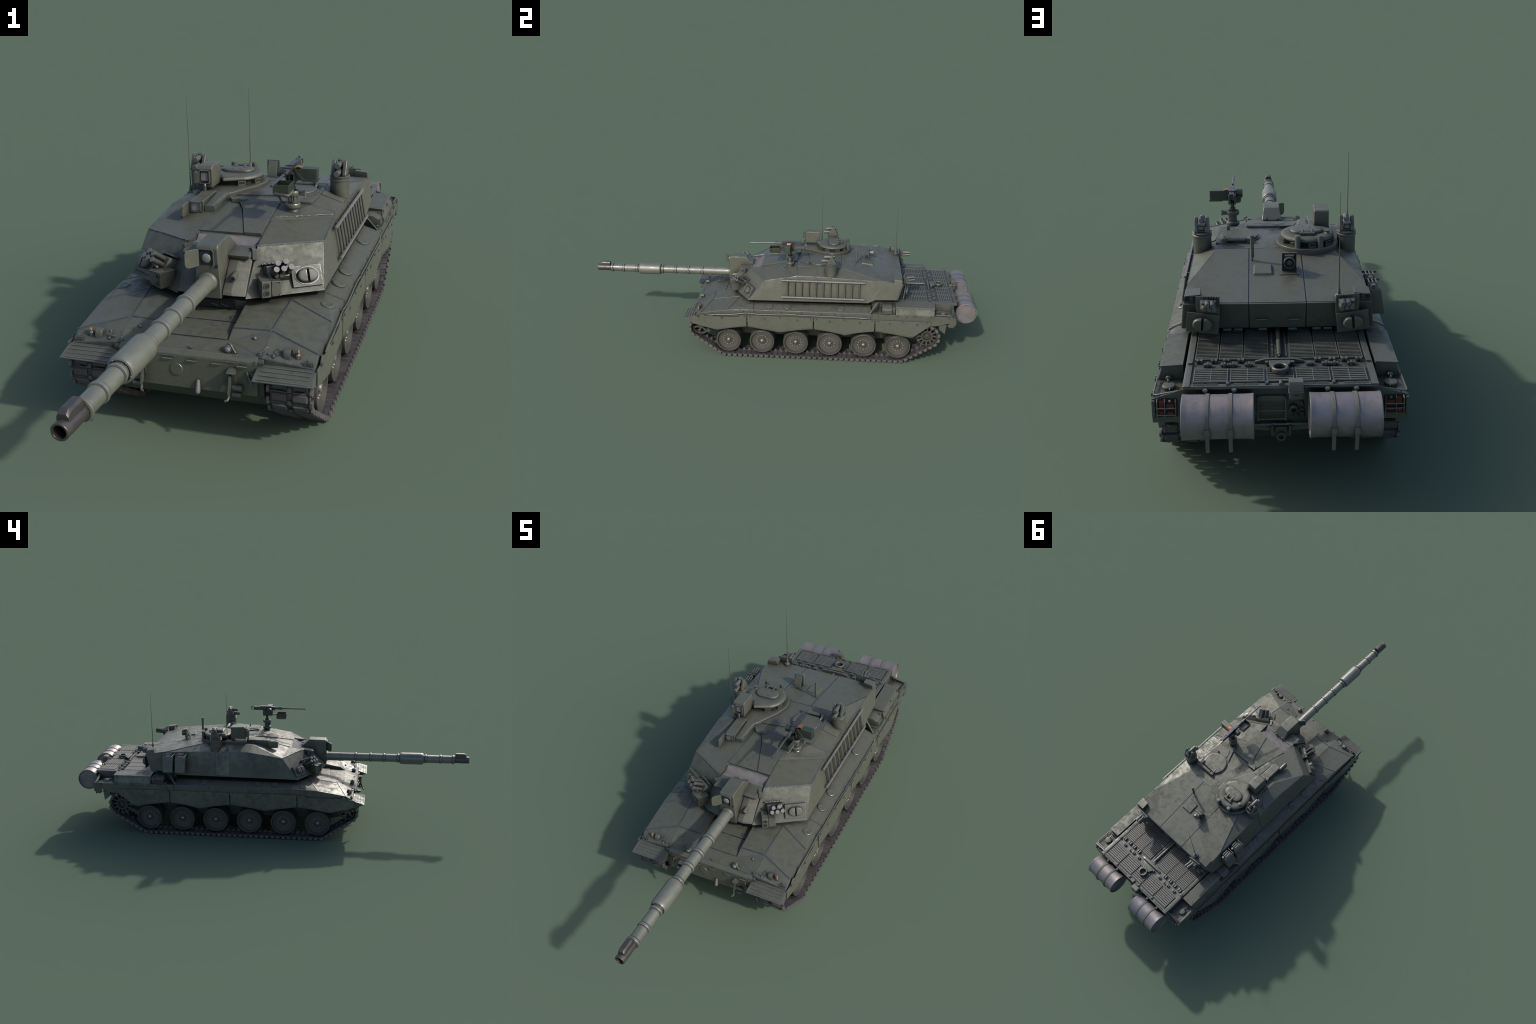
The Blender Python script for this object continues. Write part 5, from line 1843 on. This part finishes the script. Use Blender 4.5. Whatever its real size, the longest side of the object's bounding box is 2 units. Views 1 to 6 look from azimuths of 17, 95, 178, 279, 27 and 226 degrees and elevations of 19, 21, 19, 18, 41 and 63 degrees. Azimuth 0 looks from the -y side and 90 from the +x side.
# gun shield with sight housing
g = G()
prof = [(-.2795, .3040), (-.2810, .3400), (-.2810, .4330), (-.2765, .4410), (-.1930, .4430), (-.1540, .4090), (-.1540, .350), (-.190, .306)]
rings = []
for f in (-1, 1):
    r = []
    for y, z in prof:
        hw = .0325 if z < .36 else (.0310 if z < .42 else .0275)
        if y > -.16:
            hw = .0345
        r.append((f * hw, y, z))
    rings.append(r)
g.loft(rings)
shield = g.done("gun_shield", M_ARMOUR, turret, bevel=.0026, segs=3)
g = G()
arch = [(-.0185, .3905), (.0125, .3905), (.0150, .394), (.0150, .424), (.0115, .4300), (-.0185, .4300)]
g.prism(arch, "y", -.2822, -.278)
g.done("sight_recess", M_DARK, shield, bevel=.0005)
g = G()
ring = circle(0, 0, 1, 26)
g.prism([(.0165, .387), (.0195, .390), (.0195, .4265), (.0145, .4335), (-.0205, .4335), (-.0205, .4300), (.0125, .4300), (.0158, .425), (.0158, .393), (.0140, .3895), (.012, .387)], "y", -.2850, -.279)
g.done("sight_rim", M_ARMOUR, shield, bevel=.001)
g = G()
g.dome((-.0015, -.2825, .4085), .0120, .0036, "y", 28, -1)
g.done("gun_sight_lens", M_GLASS, shield, bevel=0)
g = G()
g.box((.0195, -.2822, .3845), (.0265, -.2795, .3930))
g.done("sight_port", M_DARK, shield, bevel=0)
g = G()
dv = V((-.72, -.69, 0)).normalized()
o = V((-.0215, -.2830, .4090))
g.M = frame(o, dv, dv.cross(V((0, 0, 1))), (0, 0, 1))
oc = [(0, -.0215), (.026, -.0235), (.033, -.0205), (.0365, -.013), (.0365, .013), (.033, .020), (.026, .0225), (0, .0225)]
g.prism(oc, "y", -.002, .002)
g.rod((0, 0, -.022), (0, 0, .023), .0022, 8)
g.done("sight_door", M_ARMOUR, shield, bevel=.0015)
g = G()
for x in (-.02, .02):
    g.cbox((x, -.155, .4120), (.006, .008, .006)).dome((x, -.152, .4150), .0025, .0025)
g.done("shield_lug", M_FIT, shield, bevel=.0006)
# coaxial gun port on the left side armour
g = G()
g.M = Matrix.Translation((.0570, -.2470, .3545)) @ Matrix.Rotation(math.radians(8), 4, "X")
g.lathe([(.0045, -.014), (.0078, -.014), (.0080, -.012), (.0080, .018), (.0045, .018)], "y", (0, 0, 0), 18, closed=True)
cx_ = g.done("coaxial_gun", M_ARMOUR, turret, bevel=.0006)
g = G()
g.M = Matrix.Translation((.0570, -.2470, .3545)) @ Matrix.Rotation(math.radians(8), 4, "X")
g.rod((0, -.012, 0), (0, .01, 0), .0046, 12)
for k in range(5):
    a = 2 * math.pi * k / 5
    g.rod((.0042 * math.cos(a), -.0155, .0042 * math.sin(a)), (.0042 * math.cos(a), -.01, .0042 * math.sin(a)), .0012, 6)
g.done("coaxial_muzzle", M_MUZZLE, cx_, bevel=0)

# ------------------------------------------------------------------ main gun
BZ = .3475
g = G()
prof = [(0, -.262), (.0250, -.262), (.0250, -.2830), (.0242, -.2855), (.0226, -.2865), (.0216, -.2875)]


def sleeve(r, y0, y1, steps):
    return [(r, y0 + (y1 - y0) * k / steps) for k in range(steps + 1)]


def ringp(r, y, w=.0056, h=.0034):
    return [(r, y + w + .0030), (r - .0020, y + w + .0022), (r - .0020, y + w + .0006), (r + h * .75, y + w * .8), (r + h, y + w * .3), (r + h, y - w * .3), (r + h * .75, y - w * .8), (r - .0020, y - w - .0006), (r - .0020, y - w - .0022), (r, y - w - .0030)]


prof += sleeve(.0214, -.2885, -.3585, 3) + [(.0204, -.3592), (.0204, -.3606), (.0212, -.3613)]
prof += sleeve(.0210, -.3625, -.4225, 2) + ringp(.0209, -.4305) + sleeve(.0208, -.4385, -.4985, 2) + ringp(.0207, -.5065)
prof += sleeve(.0206, -.5145, -.5665, 2) + ringp(.0205, -.5750) + sleeve(.0204, -.5835, -.6380, 2) + ringp(.0208, -.6465, .0055, .0034)
prof += [(.0225, -.6545), (.0268, -.6560), (.0292, -.6600), (.0300, -.6660), (.0300, -.7600), (.0292, -.7680), (.0272, -.7725), (.0240, -.7740), (.0222, -.7710), (.0214, -.7712)]
prof += ringp(.0204, -.7845, .0055, .0030) + sleeve(.0202, -.7925, -.8510, 2) + ringp(.0201, -.8590) + sleeve(.0200, -.8670, -.9135, 2) + ringp(.0204, -.9215, .0055, .0032) + [(.0190, -.9290), (.0170, -.9300), (0, -.9300)]
g.lathe(prof, "y", (0, 0, BZ), 48)
barrel = g.done("gun_barrel", M_GUN, TANK, bevel=0, sharp=40)
g = G()
for k in range(5):
    a = 2 * math.pi * k / 5 + .9
    g.dome((.0246 * math.cos(a), -.7735, BZ + .0246 * math.sin(a)), .0024, .0022, "y", 10, -1)
g.done("evacuator_bolt", M_FIT, barrel, bevel=0, stuff=True)
g = G()
g.lathe([(.0125, -.955), (.0125, -.9990), (.0132, -1.0003), (.0165, -1.0003), (.0175, -.9990), (.0176, -.9700), (.0172, -.9290), (.0160, -.925)], "y", (0, 0, BZ), 40)
g.rod((0, -.955, BZ), (0, -.957, BZ), .0126, 24)
muz = g.done("muzzle", M_MUZZLE, barrel, bevel=0, sharp=45)
g = G()
g.lathe([(0, -.9575), (.0123, -.9575), (.0122, -.958), (0, -.9582)], "y", (0, 0, BZ), 24)
g.done("bore_shadow", M_DARK, muz, bevel=0)
g = G()
g.loft([[(-.0125, y, BZ + .011), (.0125, y, BZ + .011), (.0118, y, z1 - .006), (.0075, y, z1), (-.0075, y, z1), (-.0118, y, z1 - .006)] for y, z1 in ((-.9330, BZ + .0325), (-.9390, BZ + .0335), (-.9760, BZ + .0335), (-.9860, BZ + .0270))])
g.done("muzzle_reference_housing", M_MUZZLE, muz, bevel=.0014)

# finally put every copied repeat under the tank
for ob in list(SC.objects):
    if ob.parent is None and ob is not TANK:
        ob.parent = TANK


# keep the tree to thing > part > sub-part
def lineage(ob):
    chain = []
    while ob is not None:
        chain.append(ob)
        ob = ob.parent
    return chain[::-1]


for ob in list(SC.objects):
    chain = lineage(ob)
    if len(chain) > 3:
        ob.parent = chain[1]
